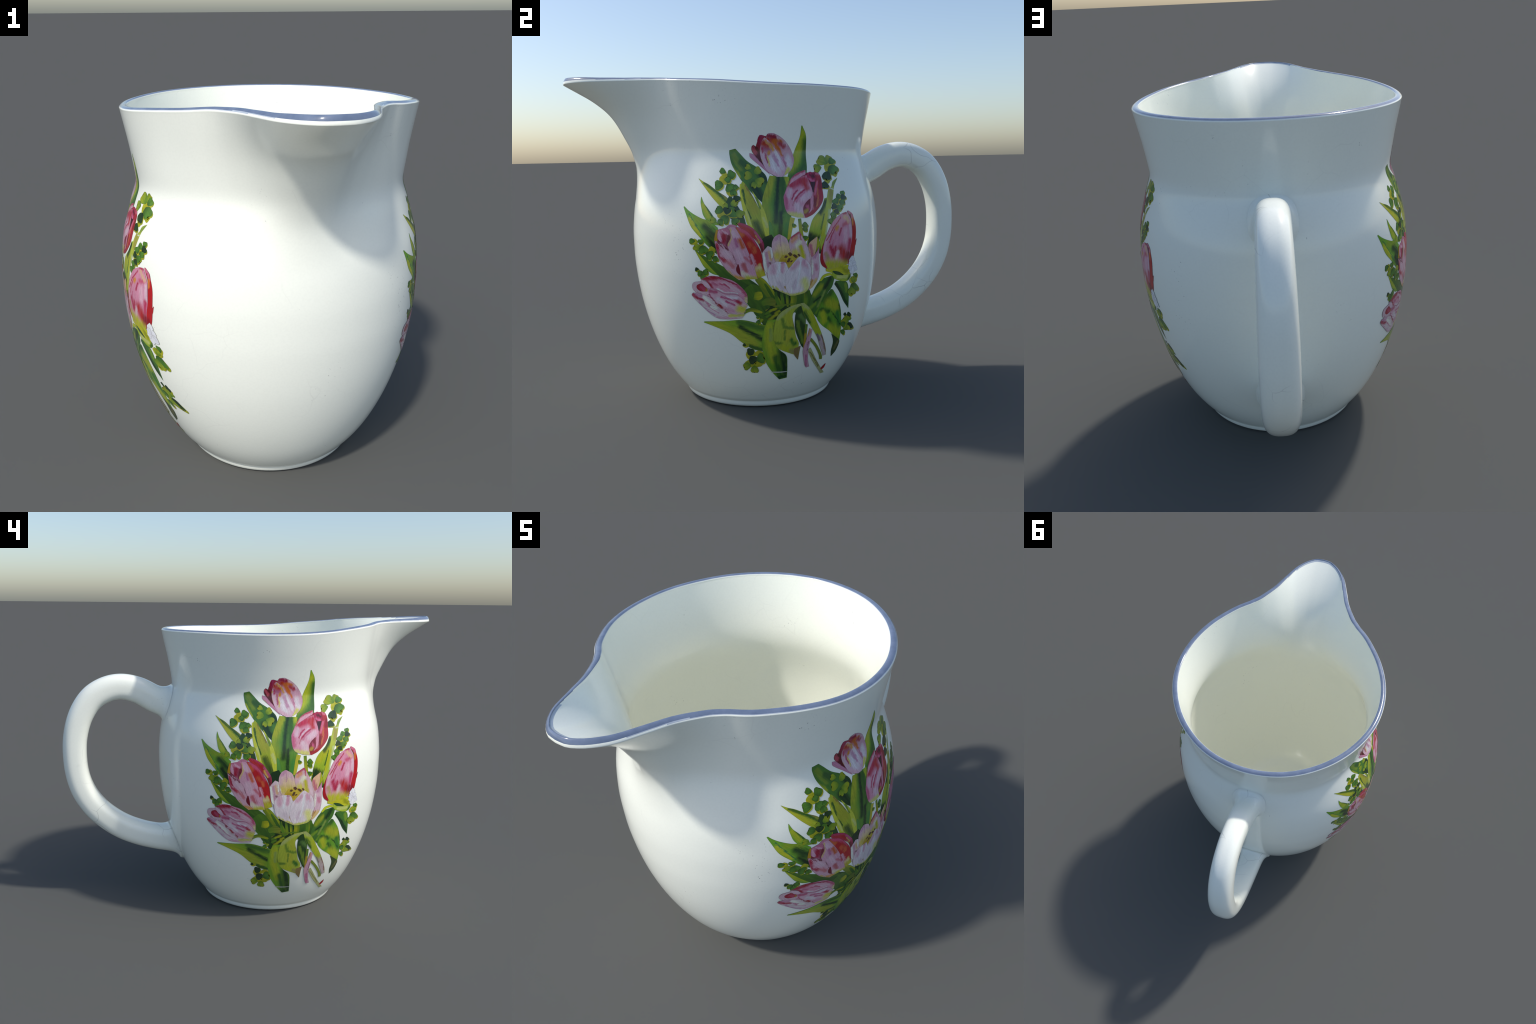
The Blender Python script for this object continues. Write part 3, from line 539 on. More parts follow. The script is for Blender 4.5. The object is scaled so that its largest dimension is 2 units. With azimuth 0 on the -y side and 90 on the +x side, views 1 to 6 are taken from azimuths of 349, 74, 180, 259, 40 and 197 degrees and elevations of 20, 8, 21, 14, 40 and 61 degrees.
    ("leaflet", "sprig_green", [(-24.7, 105.0), (-23.8, 105.1), (-22.9, 104.4), (-22.7, 104.2), (-22.7, 103.6), (-23.1, 103.4)], [(-24.8, 104.9), (-25.2, 104.1), (-24.9, 103.4), (-24.7, 103.2), (-23.9, 102.8), (-23.6, 103.4)]),
    ("oval", "sprig_yellow", [(-24.9, 102.9), (-24.0, 102.6), (-23.2, 101.6), (-23.0, 101.1), (-23.4, 100.5), (-23.9, 100.4)], [(-25.2, 102.9), (-25.9, 102.2), (-26.2, 101.2), (-26.1, 100.7), (-25.3, 100.2), (-24.5, 100.6)], "plain"),
    ("leaflet", "sprig_green", [(-25.2, 103.2), (-24.3, 103.0), (-23.5, 102.0), (-23.4, 101.5), (-23.7, 100.9), (-24.3, 100.8)], [(-25.4, 103.2), (-26.2, 102.6), (-26.4, 101.6), (-26.3, 101.2), (-25.6, 100.6), (-24.8, 101.0)]),
    ("oval", "sprig_yellow", [(-24.0, 100.4), (-23.1, 100.3), (-21.8, 99.8), (-21.3, 99.2), (-21.5, 98.5), (-22.1, 98.2)], [(-24.2, 100.2), (-24.6, 99.4), (-24.7, 98.1), (-24.4, 97.5), (-23.5, 97.4), (-22.8, 98.1)], "plain"),
    ("leaflet", "sprig_dark", [(-24.3, 100.7), (-23.4, 100.6), (-22.1, 100.2), (-21.7, 99.6), (-21.8, 98.9), (-22.4, 98.6)], [(-24.5, 100.6), (-24.9, 99.7), (-25.0, 98.6), (-24.6, 98.0), (-23.8, 97.9), (-23.1, 98.6)]),
    ("oval", "sprig_yellow", [(-26.3, 105.5), (-27.3, 105.3), (-28.6, 106.1), (-28.9, 106.3), (-28.9, 107.0), (-28.5, 107.3)], [(-26.1, 105.6), (-25.8, 106.7), (-26.3, 107.5), (-26.5, 107.7), (-27.6, 108.0), (-27.9, 107.3)], "plain"),
    ("leaflet", "sprig_green", [(-26.6, 105.9), (-27.6, 105.7), (-28.8, 106.5), (-29.1, 106.7), (-29.2, 107.3), (-28.8, 107.6)], [(-26.5, 106.1), (-26.1, 107.1), (-26.6, 107.8), (-26.8, 108.0), (-27.9, 108.3), (-28.2, 107.7)]),
    ("oval", "sprig_yellow", 3.1, [(-31.8, 92.4), (-27.3, 92.4)], "plain"),
    ("leaflet", "sprig_light", [(-27.1, 95.5), (-27.7, 95.5), (-28.7, 95.7), (-29.3, 96.2), (-29.4, 96.8), (-29.0, 97.0)], [(-27.0, 95.6), (-27.0, 96.2), (-27.2, 97.2), (-27.7, 97.7), (-28.3, 97.7), (-28.6, 97.1)]),
    ("leaflet", "sprig_light", [(-25.8, 96.6), (-26.1, 97.5), (-25.3, 98.6), (-25.0, 98.9), (-24.3, 98.9), (-24.0, 98.5)], [(-25.7, 96.4), (-24.6, 96.0), (-23.7, 96.4), (-23.5, 96.7), (-23.2, 97.6), (-23.9, 97.9)]),
    ("oval", "sprig_yellow", [(-28.9, 93.4), (-29.8, 92.9), (-31.5, 92.8), (-32.2, 93.0), (-32.7, 93.8), (-32.3, 94.5)], [(-28.8, 93.7), (-29.0, 94.9), (-29.8, 96.0), (-30.4, 96.2), (-31.5, 95.9), (-31.6, 94.9)], "plain"),
    ("leaflet", "sprig_green", [(-29.3, 93.9), (-30.2, 93.3), (-31.8, 93.2), (-32.5, 93.5), (-32.9, 94.2), (-32.5, 94.8)], [(-29.2, 94.1), (-29.3, 95.3), (-30.1, 96.3), (-30.7, 96.5), (-31.8, 96.3), (-31.9, 95.2)]),
    ("oval", "sprig_yellow", [(-27.1, 92.2), (-27.0, 93.3), (-26.5, 95.2), (-25.6, 95.8), (-24.5, 95.6), (-24.0, 94.8)], [(-26.9, 91.8), (-25.5, 91.4), (-23.7, 91.2), (-22.8, 91.8), (-22.8, 92.9), (-23.9, 93.8)], "plain"),
    ("leaflet", "sprig_green", [(-27.3, 92.6), (-27.3, 93.7), (-26.8, 95.5), (-25.9, 96.1), (-24.8, 95.9), (-24.3, 95.1)], [(-27.1, 92.3), (-25.8, 91.8), (-24.0, 91.7), (-23.2, 92.2), (-23.1, 93.3), (-24.2, 94.2)]),
    ("leaflet", "sprig_light", [(-23.5, 94.2), (-22.3, 94.8), (-20.6, 94.2), (-20.1, 94.0), (-19.8, 93.2), (-20.2, 92.6)], [(-23.6, 93.9), (-23.7, 92.5), (-22.8, 91.6), (-22.5, 91.4), (-21.1, 91.3), (-20.9, 92.3)]),
    ("oval", "sprig_yellow", [(-26.7, 92.0), (-26.2, 91.0), (-26.6, 89.2), (-26.9, 88.6), (-27.9, 88.4), (-28.5, 88.8)], [(-27.0, 92.2), (-28.5, 92.3), (-29.7, 91.6), (-30.1, 91.1), (-30.0, 89.9), (-28.9, 89.6)], "plain"),
    ("leaflet", "sprig_green", [(-27.1, 92.3), (-26.6, 91.3), (-26.9, 89.7), (-27.2, 89.1), (-28.2, 88.8), (-28.8, 89.3)], [(-27.3, 92.5), (-28.7, 92.6), (-30.0, 92.0), (-30.3, 91.5), (-30.2, 90.3), (-29.1, 90.0)]),
    ("oval", "sprig_yellow", [(-25.1, 90.8), (-24.3, 91.0), (-22.8, 90.9), (-22.1, 90.5), (-22.0, 89.6), (-22.5, 89.1)], [(-25.3, 90.5), (-25.4, 89.5), (-25.1, 88.2), (-24.5, 87.7), (-23.6, 87.9), (-23.2, 88.9)], "plain"),
    ("leaflet", "sprig_green", [(-25.3, 91.1), (-24.5, 91.3), (-23.1, 91.3), (-22.5, 90.8), (-22.4, 90.0), (-22.8, 89.5)], [(-25.5, 90.9), (-25.6, 89.9), (-25.3, 88.7), (-24.8, 88.2), (-23.9, 88.4), (-23.5, 89.3)]),
    ("oval", "sprig_yellow", [(-29.5, 90.7), (-28.8, 90.0), (-28.9, 88.7), (-28.9, 88.3), (-29.5, 87.9), (-30.0, 88.1)], [(-29.7, 90.8), (-30.8, 90.5), (-31.3, 89.7), (-31.4, 89.5), (-31.2, 88.5), (-30.4, 88.5)], "plain"),
    ("leaflet", "sprig_green", [(-29.8, 91.1), (-29.1, 90.4), (-29.2, 89.1), (-29.3, 88.8), (-29.8, 88.4), (-30.3, 88.6)], [(-30.0, 91.1), (-31.1, 90.9), (-31.6, 90.1), (-31.6, 89.9), (-31.4, 88.9), (-30.6, 89.0)]),
    ("leaflet", "sprig_light", [(-32.0, 90.2), (-32.5, 89.5), (-33.8, 89.1), (-34.3, 89.1), (-34.8, 89.5), (-34.7, 90.1)], [(-32.0, 90.4), (-32.5, 91.3), (-33.4, 91.8), (-33.9, 91.8), (-34.6, 91.3), (-34.4, 90.5)]),
    ("oval", "sprig_yellow", [(-27.6, 92.4), (-28.3, 93.0), (-29.0, 94.3), (-29.0, 95.0), (-28.3, 95.5), (-27.6, 95.4)], [(-27.3, 92.4), (-26.3, 92.8), (-25.4, 93.7), (-25.3, 94.4), (-25.9, 95.1), (-27.0, 95.0)], "plain"),
    ("leaflet", "sprig_dark", [(-27.9, 92.9), (-28.5, 93.5), (-29.2, 94.7), (-29.2, 95.4), (-28.5, 95.9), (-27.8, 95.7)], [(-27.6, 92.8), (-26.6, 93.3), (-25.8, 94.1), (-25.7, 94.8), (-26.3, 95.4), (-27.3, 95.3)]),
    ("oval", "sprig_yellow", 6.5, [(19.5, 111.1), (25.6, 111.0)], "plain"),
    ("oval", "sprig_yellow", 5.8, [(22.4, 110.2), (28.1, 110.1)], "plain"),
    ("oval", "sprig_yellow", 2.9, [(18.2, 105.9), (21.6, 105.8)], "plain"),
    ("leaflet", "sprig_light", [(22.1, 112.9), (20.5, 112.6), (17.5, 112.3), (15.9, 112.9), (15.5, 113.9), (16.2, 114.6)], [(22.4, 113.2), (22.1, 114.4), (21.1, 116.1), (19.4, 116.7), (17.8, 116.3), (17.5, 115.0)]),
    ("leaflet", "sprig_light", [(21.6, 113.5), (20.9, 114.5), (21.9, 116.0), (22.1, 116.4), (23.2, 116.8), (24.1, 116.5)], [(21.9, 113.4), (23.8, 113.5), (25.4, 114.3), (25.8, 114.6), (26.1, 115.8), (24.6, 115.9)]),
    ("oval", "sprig_yellow", [(23.6, 112.4), (23.4, 113.2), (24.0, 114.6), (24.7, 115.1), (25.9, 115.3), (26.6, 114.9)], [(23.9, 112.2), (25.6, 112.2), (27.4, 112.7), (28.1, 113.2), (28.3, 114.1), (26.9, 114.3)], "plain"),
    ("leaflet", "sprig_green", [(23.4, 112.8), (23.1, 113.6), (23.8, 114.9), (24.4, 115.5), (25.6, 115.6), (26.3, 115.3)], [(23.7, 112.7), (25.3, 112.7), (27.1, 113.2), (27.8, 113.6), (27.9, 114.5), (26.5, 114.7)]),
    ("leaflet", "sprig_light", [(18.0, 111.4), (17.3, 110.6), (15.7, 109.3), (14.5, 108.9), (13.5, 109.3), (13.6, 110.1)], [(17.9, 111.7), (16.9, 112.4), (15.2, 112.9), (14.0, 112.7), (13.4, 111.8), (14.0, 110.9)]),
    ("oval", "sprig_yellow", [(23.2, 111.6), (25.8, 112.2), (28.5, 111.1), (29.2, 110.7), (28.9, 109.6), (27.6, 109.0)], [(22.8, 111.4), (21.4, 109.7), (22.1, 108.3), (22.5, 108.0), (24.8, 107.7), (26.1, 108.8)], "plain"),
    ("leaflet", "sprig_green", [(23.0, 112.0), (25.5, 112.5), (28.2, 111.5), (28.8, 111.1), (28.5, 110.0), (27.3, 109.5)], [(22.6, 111.8), (21.3, 110.1), (22.0, 108.8), (22.4, 108.5), (24.5, 108.1), (25.8, 109.3)]),
    ("oval", "sprig_yellow", [(21.6, 109.3), (22.7, 108.6), (22.9, 106.8), (22.7, 106.1), (21.4, 105.4), (20.3, 105.6)], [(21.2, 109.4), (19.0, 108.8), (17.5, 107.7), (17.2, 107.0), (17.9, 106.0), (19.5, 106.2)], "plain"),
    ("leaflet", "sprig_dark", [(21.3, 109.7), (22.4, 108.9), (22.5, 107.3), (22.3, 106.5), (21.1, 105.9), (20.0, 106.1)], [(20.9, 109.7), (18.8, 109.2), (17.4, 108.0), (17.1, 107.4), (17.7, 106.4), (19.3, 106.6)]),
    ("oval", "sprig_yellow", [(18.6, 105.1), (19.4, 104.6), (20.5, 103.4), (20.4, 102.6), (19.4, 102.0), (18.4, 102.0)], [(18.2, 105.1), (16.9, 104.5), (15.6, 103.5), (15.4, 102.8), (16.2, 102.2), (17.6, 102.4)], "plain"),
    ("leaflet", "sprig_dark", [(18.3, 105.5), (19.1, 105.0), (20.1, 103.8), (20.0, 103.0), (19.0, 102.5), (18.1, 102.5)], [(17.9, 105.5), (16.7, 104.9), (15.4, 103.9), (15.2, 103.2), (16.0, 102.6), (17.4, 102.9)]),
    ("stem", "leaf_yellow", 1.7, [(18.7, 88.3), (21.4, 93.4), (27.4, 99.5)],
        ("stem_brown_green", 1.18, [(31.5, 58.0), (32.3, 60.9)])),
    ("oval", "sprig_yellow", [(27.9, 98.4), (27.3, 98.7), (26.4, 99.4), (26.3, 100.0), (26.8, 100.5), (27.4, 100.5)], [(28.1, 98.4), (28.7, 98.9), (29.4, 99.8), (29.4, 100.4), (28.8, 100.7), (28.0, 100.4)], "plain"),
    ("leaflet", "sprig_green", [(27.6, 98.8), (27.0, 99.1), (26.1, 99.8), (26.1, 100.4), (26.5, 100.9), (27.1, 100.9)], [(27.8, 98.9), (28.5, 99.4), (29.1, 100.2), (29.1, 100.8), (28.5, 101.1), (27.7, 100.7)]),
    ("oval", "sprig_yellow", [(23.9, 97.2), (23.3, 97.9), (23.9, 99.1), (24.1, 99.4), (25.0, 99.7), (25.5, 99.4)], [(24.1, 97.2), (25.5, 97.2), (26.5, 97.8), (26.7, 98.0), (26.8, 98.9), (25.8, 99.0)], "plain"),
    ("leaflet", "sprig_green", [(23.6, 97.7), (23.0, 98.4), (23.6, 99.5), (23.8, 99.8), (24.7, 100.0), (25.2, 99.8)], [(23.8, 97.6), (25.2, 97.6), (26.1, 98.2), (26.4, 98.5), (26.4, 99.3), (25.5, 99.4)]),
    ("oval", "sprig_yellow", [(26.6, 96.8), (26.2, 97.5), (26.6, 98.6), (27.1, 99.1), (28.1, 99.2), (28.6, 98.9)], [(26.8, 96.6), (28.2, 96.6), (29.4, 97.0), (29.9, 97.3), (29.8, 98.1), (28.8, 98.4)], "plain"),
    ("leaflet", "sprig_dark", [(26.3, 97.2), (25.9, 97.9), (26.3, 99.0), (26.8, 99.4), (27.8, 99.6), (28.3, 99.2)], [(26.5, 97.1), (27.8, 97.0), (29.1, 97.4), (29.5, 97.8), (29.5, 98.5), (28.5, 98.8)]),
    ("oval", "sprig_yellow", [(23.7, 95.1), (22.7, 95.2), (21.1, 95.6), (20.5, 96.1), (20.8, 96.9), (21.5, 97.1)], [(24.0, 95.2), (24.6, 96.1), (24.8, 97.2), (24.4, 97.8), (23.3, 97.9), (22.4, 97.2)], "plain"),
    ("leaflet", "sprig_green", [(23.4, 95.6), (22.4, 95.7), (20.8, 96.0), (20.3, 96.6), (20.5, 97.2), (21.3, 97.5)], [(23.7, 95.7), (24.2, 96.5), (24.5, 97.6), (24.0, 98.2), (23.0, 98.2), (22.1, 97.6)]),
    ("oval", "sprig_yellow", [(24.7, 95.7), (25.2, 96.5), (27.1, 97.0), (27.6, 97.0), (28.4, 96.7), (28.4, 96.2)], [(24.7, 95.5), (25.5, 94.7), (26.8, 94.5), (27.3, 94.5), (28.4, 95.1), (28.0, 95.8)], "plain"),
    ("leaflet", "sprig_green", [(24.4, 96.1), (24.9, 96.9), (26.7, 97.3), (27.2, 97.4), (28.0, 97.1), (28.0, 96.6)], [(24.4, 96.0), (25.2, 95.2), (26.5, 95.0), (26.9, 95.0), (28.0, 95.5), (27.6, 96.2)]),
    ("oval", "sprig_yellow", [(23.3, 93.7), (22.4, 93.2), (20.8, 93.0), (20.2, 93.1), (19.7, 93.6), (20.0, 94.1)], [(23.4, 93.9), (23.1, 94.8), (22.1, 95.5), (21.6, 95.6), (20.5, 95.3), (20.5, 94.5)], "plain"),
    ("leaflet", "sprig_dark", [(22.9, 94.2), (22.1, 93.6), (20.5, 93.5), (19.9, 93.5), (19.5, 94.1), (19.7, 94.5)], [(23.0, 94.3), (22.7, 95.2), (21.8, 95.8), (21.3, 96.0), (20.3, 95.7), (20.3, 94.9)]),
    ("oval", "sprig_yellow", [(22.9, 94.4), (23.9, 94.7), (25.7, 94.9), (26.6, 94.6), (26.9, 93.9), (26.3, 93.4)], [(22.7, 94.2), (22.8, 93.3), (23.4, 92.3), (24.1, 91.9), (25.2, 92.2), (25.5, 93.1)], "plain"),
    ("leaflet", "sprig_green", [(22.7, 94.8), (23.6, 95.1), (25.3, 95.3), (26.2, 95.0), (26.5, 94.3), (25.9, 93.8)], [(22.5, 94.6), (22.5, 93.7), (23.0, 92.7), (23.8, 92.4), (24.8, 92.7), (25.1, 93.5)]),
    ("oval", "sprig_yellow", [(22.4, 93.1), (23.5, 92.8), (24.0, 91.7), (24.2, 91.4), (23.7, 90.9), (23.1, 90.8)], [(22.2, 93.1), (21.1, 92.5), (20.9, 91.7), (20.9, 91.5), (21.6, 90.8), (22.5, 91.1)], "plain"),
    ("leaflet", "sprig_dark", [(22.1, 93.5), (23.2, 93.2), (23.7, 92.1), (23.7, 91.8), (23.3, 91.3), (22.7, 91.3)], [(21.9, 93.5), (20.8, 92.9), (20.6, 92.1), (20.7, 91.9), (21.3, 91.2), (22.1, 91.5)]),
    ("oval", "sprig_yellow", [(22.2, 91.2), (22.1, 90.4), (21.2, 89.4), (20.7, 89.1), (19.9, 89.2), (19.5, 89.7)], [(22.0, 91.4), (20.9, 91.8), (19.6, 91.7), (19.2, 91.5), (18.8, 90.7), (19.5, 90.2)], "plain"),
    ("leaflet", "sprig_green", [(21.8, 91.6), (21.8, 90.8), (20.9, 89.8), (20.4, 89.6), (19.6, 89.7), (19.2, 90.1)], [(21.6, 91.8), (20.5, 92.2), (19.4, 92.1), (18.9, 91.9), (18.5, 91.1), (19.2, 90.7)]),
    ("oval", "sprig_yellow", [(20.2, 89.0), (20.5, 88.3), (20.5, 87.1), (20.0, 86.6), (19.2, 86.5), (18.6, 86.9)], [(19.9, 89.2), (18.8, 89.2), (17.5, 89.0), (17.1, 88.5), (17.3, 87.8), (18.3, 87.5)], "plain"),
    ("leaflet", "sprig_green", [(19.8, 89.4), (20.1, 88.7), (20.1, 87.6), (19.6, 87.1), (18.8, 87.0), (18.3, 87.4)], [(19.6, 89.5), (18.5, 89.6), (17.2, 89.3), (16.8, 88.9), (17.0, 88.2), (18.0, 87.9)]),
    ("oval", "sprig_yellow", [(21.3, 90.1), (21.9, 89.8), (21.9, 89.0), (21.9, 88.8), (21.5, 88.5), (21.1, 88.6)], [(21.1, 90.2), (20.3, 90.0), (20.0, 89.5), (20.0, 89.4), (20.3, 88.8), (20.8, 88.9)], "plain"),
    ("leaflet", "sprig_green", [(20.9, 90.5), (21.5, 90.2), (21.5, 89.4), (21.5, 89.2), (21.1, 89.0), (20.8, 89.1)], [(20.8, 90.6), (20.0, 90.4), (19.7, 89.9), (19.7, 89.8), (19.9, 89.2), (20.5, 89.3)]),
    ("oval", "sprig_yellow", 3.6, [(-41.2, 78.4), (-37.3, 78.6)], "plain"),
    ("oval", "sprig_yellow", 3.2, [(-35.8, 77.8), (-32.5, 77.9)], "plain"),
    ("oval", "sprig_yellow", 2.8, [(-44.1, 81.1), (-40.5, 81.2)], "plain"),
    ("oval", "sprig_yellow", [(-41.4, 81.1), (-41.9, 80.7), (-42.9, 80.0), (-43.8, 80.0), (-44.4, 80.3), (-44.3, 80.8)], [(-41.4, 81.3), (-42.0, 81.8), (-43.0, 82.3), (-43.8, 82.3), (-44.3, 81.8), (-44.0, 81.2)], "plain"),
    ("leaflet", "sprig_green", [(-41.8, 81.5), (-42.2, 81.1), (-43.2, 80.5), (-44.1, 80.4), (-44.7, 80.7), (-44.6, 81.2)], [(-41.8, 81.7), (-42.3, 82.1), (-43.3, 82.7), (-44.1, 82.6), (-44.6, 82.2), (-44.3, 81.6)]),
    ("leaflet", "sprig_light", [(-39.6, 78.0), (-40.7, 77.4), (-42.4, 77.7), (-42.8, 77.8), (-43.1, 78.6), (-42.7, 79.1)], [(-39.4, 78.2), (-39.4, 79.5), (-40.2, 80.2), (-40.6, 80.4), (-41.8, 80.3), (-42.1, 79.4)]),
    ("oval", "sprig_yellow", [(-38.3, 79.6), (-37.0, 79.4), (-35.7, 78.2), (-35.4, 77.5), (-35.8, 76.5), (-36.7, 76.2)], [(-38.7, 79.5), (-39.7, 78.3), (-40.0, 76.9), (-39.8, 76.2), (-38.6, 75.6), (-37.5, 76.4)], "plain"),
    ("leaflet", "sprig_green", [(-38.6, 80.0), (-37.4, 79.7), (-36.0, 78.6), (-35.7, 77.9), (-36.2, 77.0), (-37.0, 76.7)], [(-38.9, 79.8), (-39.9, 78.7), (-40.2, 77.3), (-40.0, 76.6), (-38.9, 76.1), (-37.8, 76.8)]),
    ("oval", "sprig_yellow", [(-36.8, 76.3), (-35.9, 76.8), (-34.3, 77.3), (-33.4, 77.1), (-33.0, 76.2), (-33.4, 75.5)], [(-36.9, 76.0), (-36.7, 74.9), (-36.0, 73.6), (-35.2, 73.2), (-34.3, 73.8), (-34.1, 75.0)], "plain"),
    ("leaflet", "sprig_green", [(-37.0, 76.6), (-36.2, 77.1), (-34.6, 77.7), (-33.7, 77.4), (-33.4, 76.6), (-33.7, 75.9)], [(-37.2, 76.4), (-36.9, 75.3), (-36.3, 74.0), (-35.4, 73.7), (-34.6, 74.2), (-34.4, 75.4)]),
    ("oval", "sprig_yellow", [(-32.9, 75.1), (-31.9, 75.0), (-31.2, 73.9), (-31.1, 73.6), (-31.3, 73.0), (-31.8, 72.9)], [(-33.0, 75.1), (-33.8, 74.3), (-33.8, 73.4), (-33.7, 73.1), (-33.0, 72.5), (-32.3, 73.0)], "plain"),
    ("leaflet", "sprig_green", [(-33.1, 75.5), (-32.2, 75.4), (-31.6, 74.3), (-31.4, 74.0), (-31.6, 73.4), (-32.1, 73.3)], [(-33.3, 75.4), (-34.0, 74.7), (-34.0, 73.8), (-33.9, 73.5), (-33.2, 72.9), (-32.6, 73.4)]),
    ("oval", "sprig_yellow", [(-38.9, 79.7), (-39.7, 80.0), (-40.3, 81.0), (-40.3, 81.5), (-40.0, 82.0), (-39.4, 82.0)], [(-38.7, 79.7), (-37.9, 80.3), (-37.5, 81.1), (-37.5, 81.5), (-38.1, 82.1), (-38.9, 81.8)], "plain"),
    ("leaflet", "sprig_green", [(-39.2, 80.1), (-40.0, 80.5), (-40.5, 81.4), (-40.6, 81.8), (-40.2, 82.3), (-39.7, 82.3)], [(-39.0, 80.2), (-38.2, 80.7), (-37.8, 81.5), (-37.9, 81.9), (-38.4, 82.4), (-39.2, 82.1)]),
    ("oval", "sprig_yellow", 2.5, [(-41.4, 67.4), (-37.4, 67.6)], "plain"),
    ("oval", "sprig_yellow", [(-40.2, 69.0), (-40.5, 68.7), (-41.3, 68.2), (-41.9, 68.2), (-42.3, 68.4), (-42.2, 68.8)], [(-40.2, 69.1), (-40.5, 69.5), (-41.2, 69.8), (-41.7, 69.8), (-42.1, 69.5), (-42.0, 69.1)], "plain"),
    ("leaflet", "sprig_dark", [(-40.5, 69.4), (-40.9, 69.1), (-41.6, 68.7), (-42.1, 68.6), (-42.5, 68.8), (-42.5, 69.2)], [(-40.5, 69.5), (-40.8, 69.8), (-41.5, 70.2), (-42.0, 70.2), (-42.3, 69.9), (-42.2, 69.5)]),
    ("oval", "sprig_yellow", [(-38.4, 67.5), (-38.9, 66.6), (-40.2, 66.2), (-40.6, 66.1), (-41.2, 66.5), (-41.1, 67.0)], [(-38.4, 67.7), (-38.9, 68.5), (-39.8, 68.7), (-40.1, 68.7), (-41.0, 68.1), (-40.8, 67.4)], "plain"),
    ("leaflet", "sprig_green", [(-38.7, 67.9), (-39.2, 67.1), (-40.5, 66.7), (-40.9, 66.6), (-41.4, 66.9), (-41.3, 67.4)], [(-38.7, 68.0), (-39.2, 68.8), (-40.1, 69.0), (-40.4, 69.0), (-41.2, 68.5), (-41.0, 67.8)]),
    ("oval", "sprig_yellow", [(-38.7, 67.8), (-38.3, 68.6), (-37.2, 69.4), (-36.7, 69.5), (-36.1, 69.2), (-36.1, 68.7)], [(-38.7, 67.6), (-38.0, 66.9), (-37.1, 66.6), (-36.5, 66.8), (-36.0, 67.4), (-36.3, 68.1)], "plain"),
    ("leaflet", "sprig_green", [(-38.9, 68.2), (-38.6, 69.0), (-37.5, 69.7), (-37.0, 69.9), (-36.4, 69.6), (-36.4, 69.0)], [(-38.9, 68.0), (-38.3, 67.3), (-37.3, 67.1), (-36.8, 67.2), (-36.3, 67.8), (-36.6, 68.5)]),
    ("oval", "sprig_yellow", [(-39.4, 67.0), (-38.7, 67.1), (-37.6, 67.0), (-37.1, 66.5), (-37.2, 65.9), (-37.7, 65.6)], [(-39.6, 66.8), (-39.8, 66.1), (-39.9, 65.1), (-39.6, 64.7), (-38.8, 64.7), (-38.3, 65.4)], "plain"),
    ("leaflet", "sprig_green", [(-39.6, 67.4), (-39.0, 67.4), (-37.9, 67.3), (-37.5, 66.9), (-37.6, 66.3), (-38.0, 66.0)], [(-39.8, 67.2), (-40.1, 66.5), (-40.1, 65.5), (-39.8, 65.1), (-39.1, 65.2), (-38.6, 65.8)]),
    ("stem", "leaf_yellow", 1.7, [(3.3, 90.4), (3.7, 85.3), (4.4, 80.1)],
        ("stem_brown_green", 1.18, [(31.5, 58.0), (32.3, 60.9)])),
    ("oval", "sprig_yellow", [(1.9, 87.4), (1.7, 87.1), (1.1, 86.6), (0.5, 86.6), (0.2, 86.8), (0.1, 87.1)], [(1.9, 87.5), (1.5, 87.8), (0.8, 88.2), (0.3, 88.1), (0.1, 87.8), (0.3, 87.4)], "plain"),
    ("leaflet", "sprig_green", [(1.6, 87.8), (1.4, 87.5), (0.8, 87.1), (0.3, 87.0), (-0.1, 87.2), (-0.1, 87.5)], [(1.6, 87.9), (1.2, 88.2), (0.5, 88.5), (0.1, 88.5), (-0.2, 88.2), (0.1, 87.8)]),
    ("oval", "sprig_yellow", [(4.7, 86.5), (4.5, 87.3), (5.3, 88.3), (5.6, 88.6), (6.3, 88.6), (6.6, 88.2)], [(4.8, 86.3), (5.8, 85.9), (6.7, 86.2), (7.0, 86.4), (7.4, 87.2), (6.7, 87.6)], "plain"),
    ("leaflet", "sprig_green", [(4.5, 86.9), (4.3, 87.7), (5.1, 88.7), (5.3, 88.9), (6.0, 88.9), (6.3, 88.5)], [(4.6, 86.8), (5.5, 86.4), (6.4, 86.7), (6.7, 86.9), (7.0, 87.7), (6.4, 88.0)]),
    ("oval", "sprig_yellow", [(4.6, 85.5), (5.0, 86.1), (5.9, 86.6), (6.3, 86.7), (6.8, 86.3), (6.8, 85.9)], [(4.6, 85.4), (5.1, 84.7), (5.9, 84.4), (6.4, 84.4), (6.9, 84.9), (6.6, 85.5)], "plain"),
    ("leaflet", "sprig_green", [(4.4, 86.0), (4.7, 86.5), (5.6, 87.0), (6.0, 87.1), (6.5, 86.7), (6.5, 86.3)], [(4.4, 85.8), (4.9, 85.2), (5.6, 84.9), (6.1, 84.9), (6.6, 85.3), (6.3, 85.9)]),
    ("oval", "sprig_yellow", [(5.0, 82.8), (5.7, 82.7), (6.7, 82.5), (7.1, 82.0), (7.0, 81.5), (6.6, 81.2)], [(4.9, 82.7), (4.6, 82.0), (4.6, 81.1), (4.9, 80.7), (5.6, 80.6), (6.0, 81.2)], "plain"),
    ("leaflet", "sprig_green", [(4.8, 83.1), (5.4, 83.1), (6.4, 82.9), (6.8, 82.5), (6.7, 81.9), (6.3, 81.7)], [(4.6, 83.0), (4.4, 82.4), (4.3, 81.5), (4.6, 81.1), (5.3, 81.1), (5.7, 81.6)]),
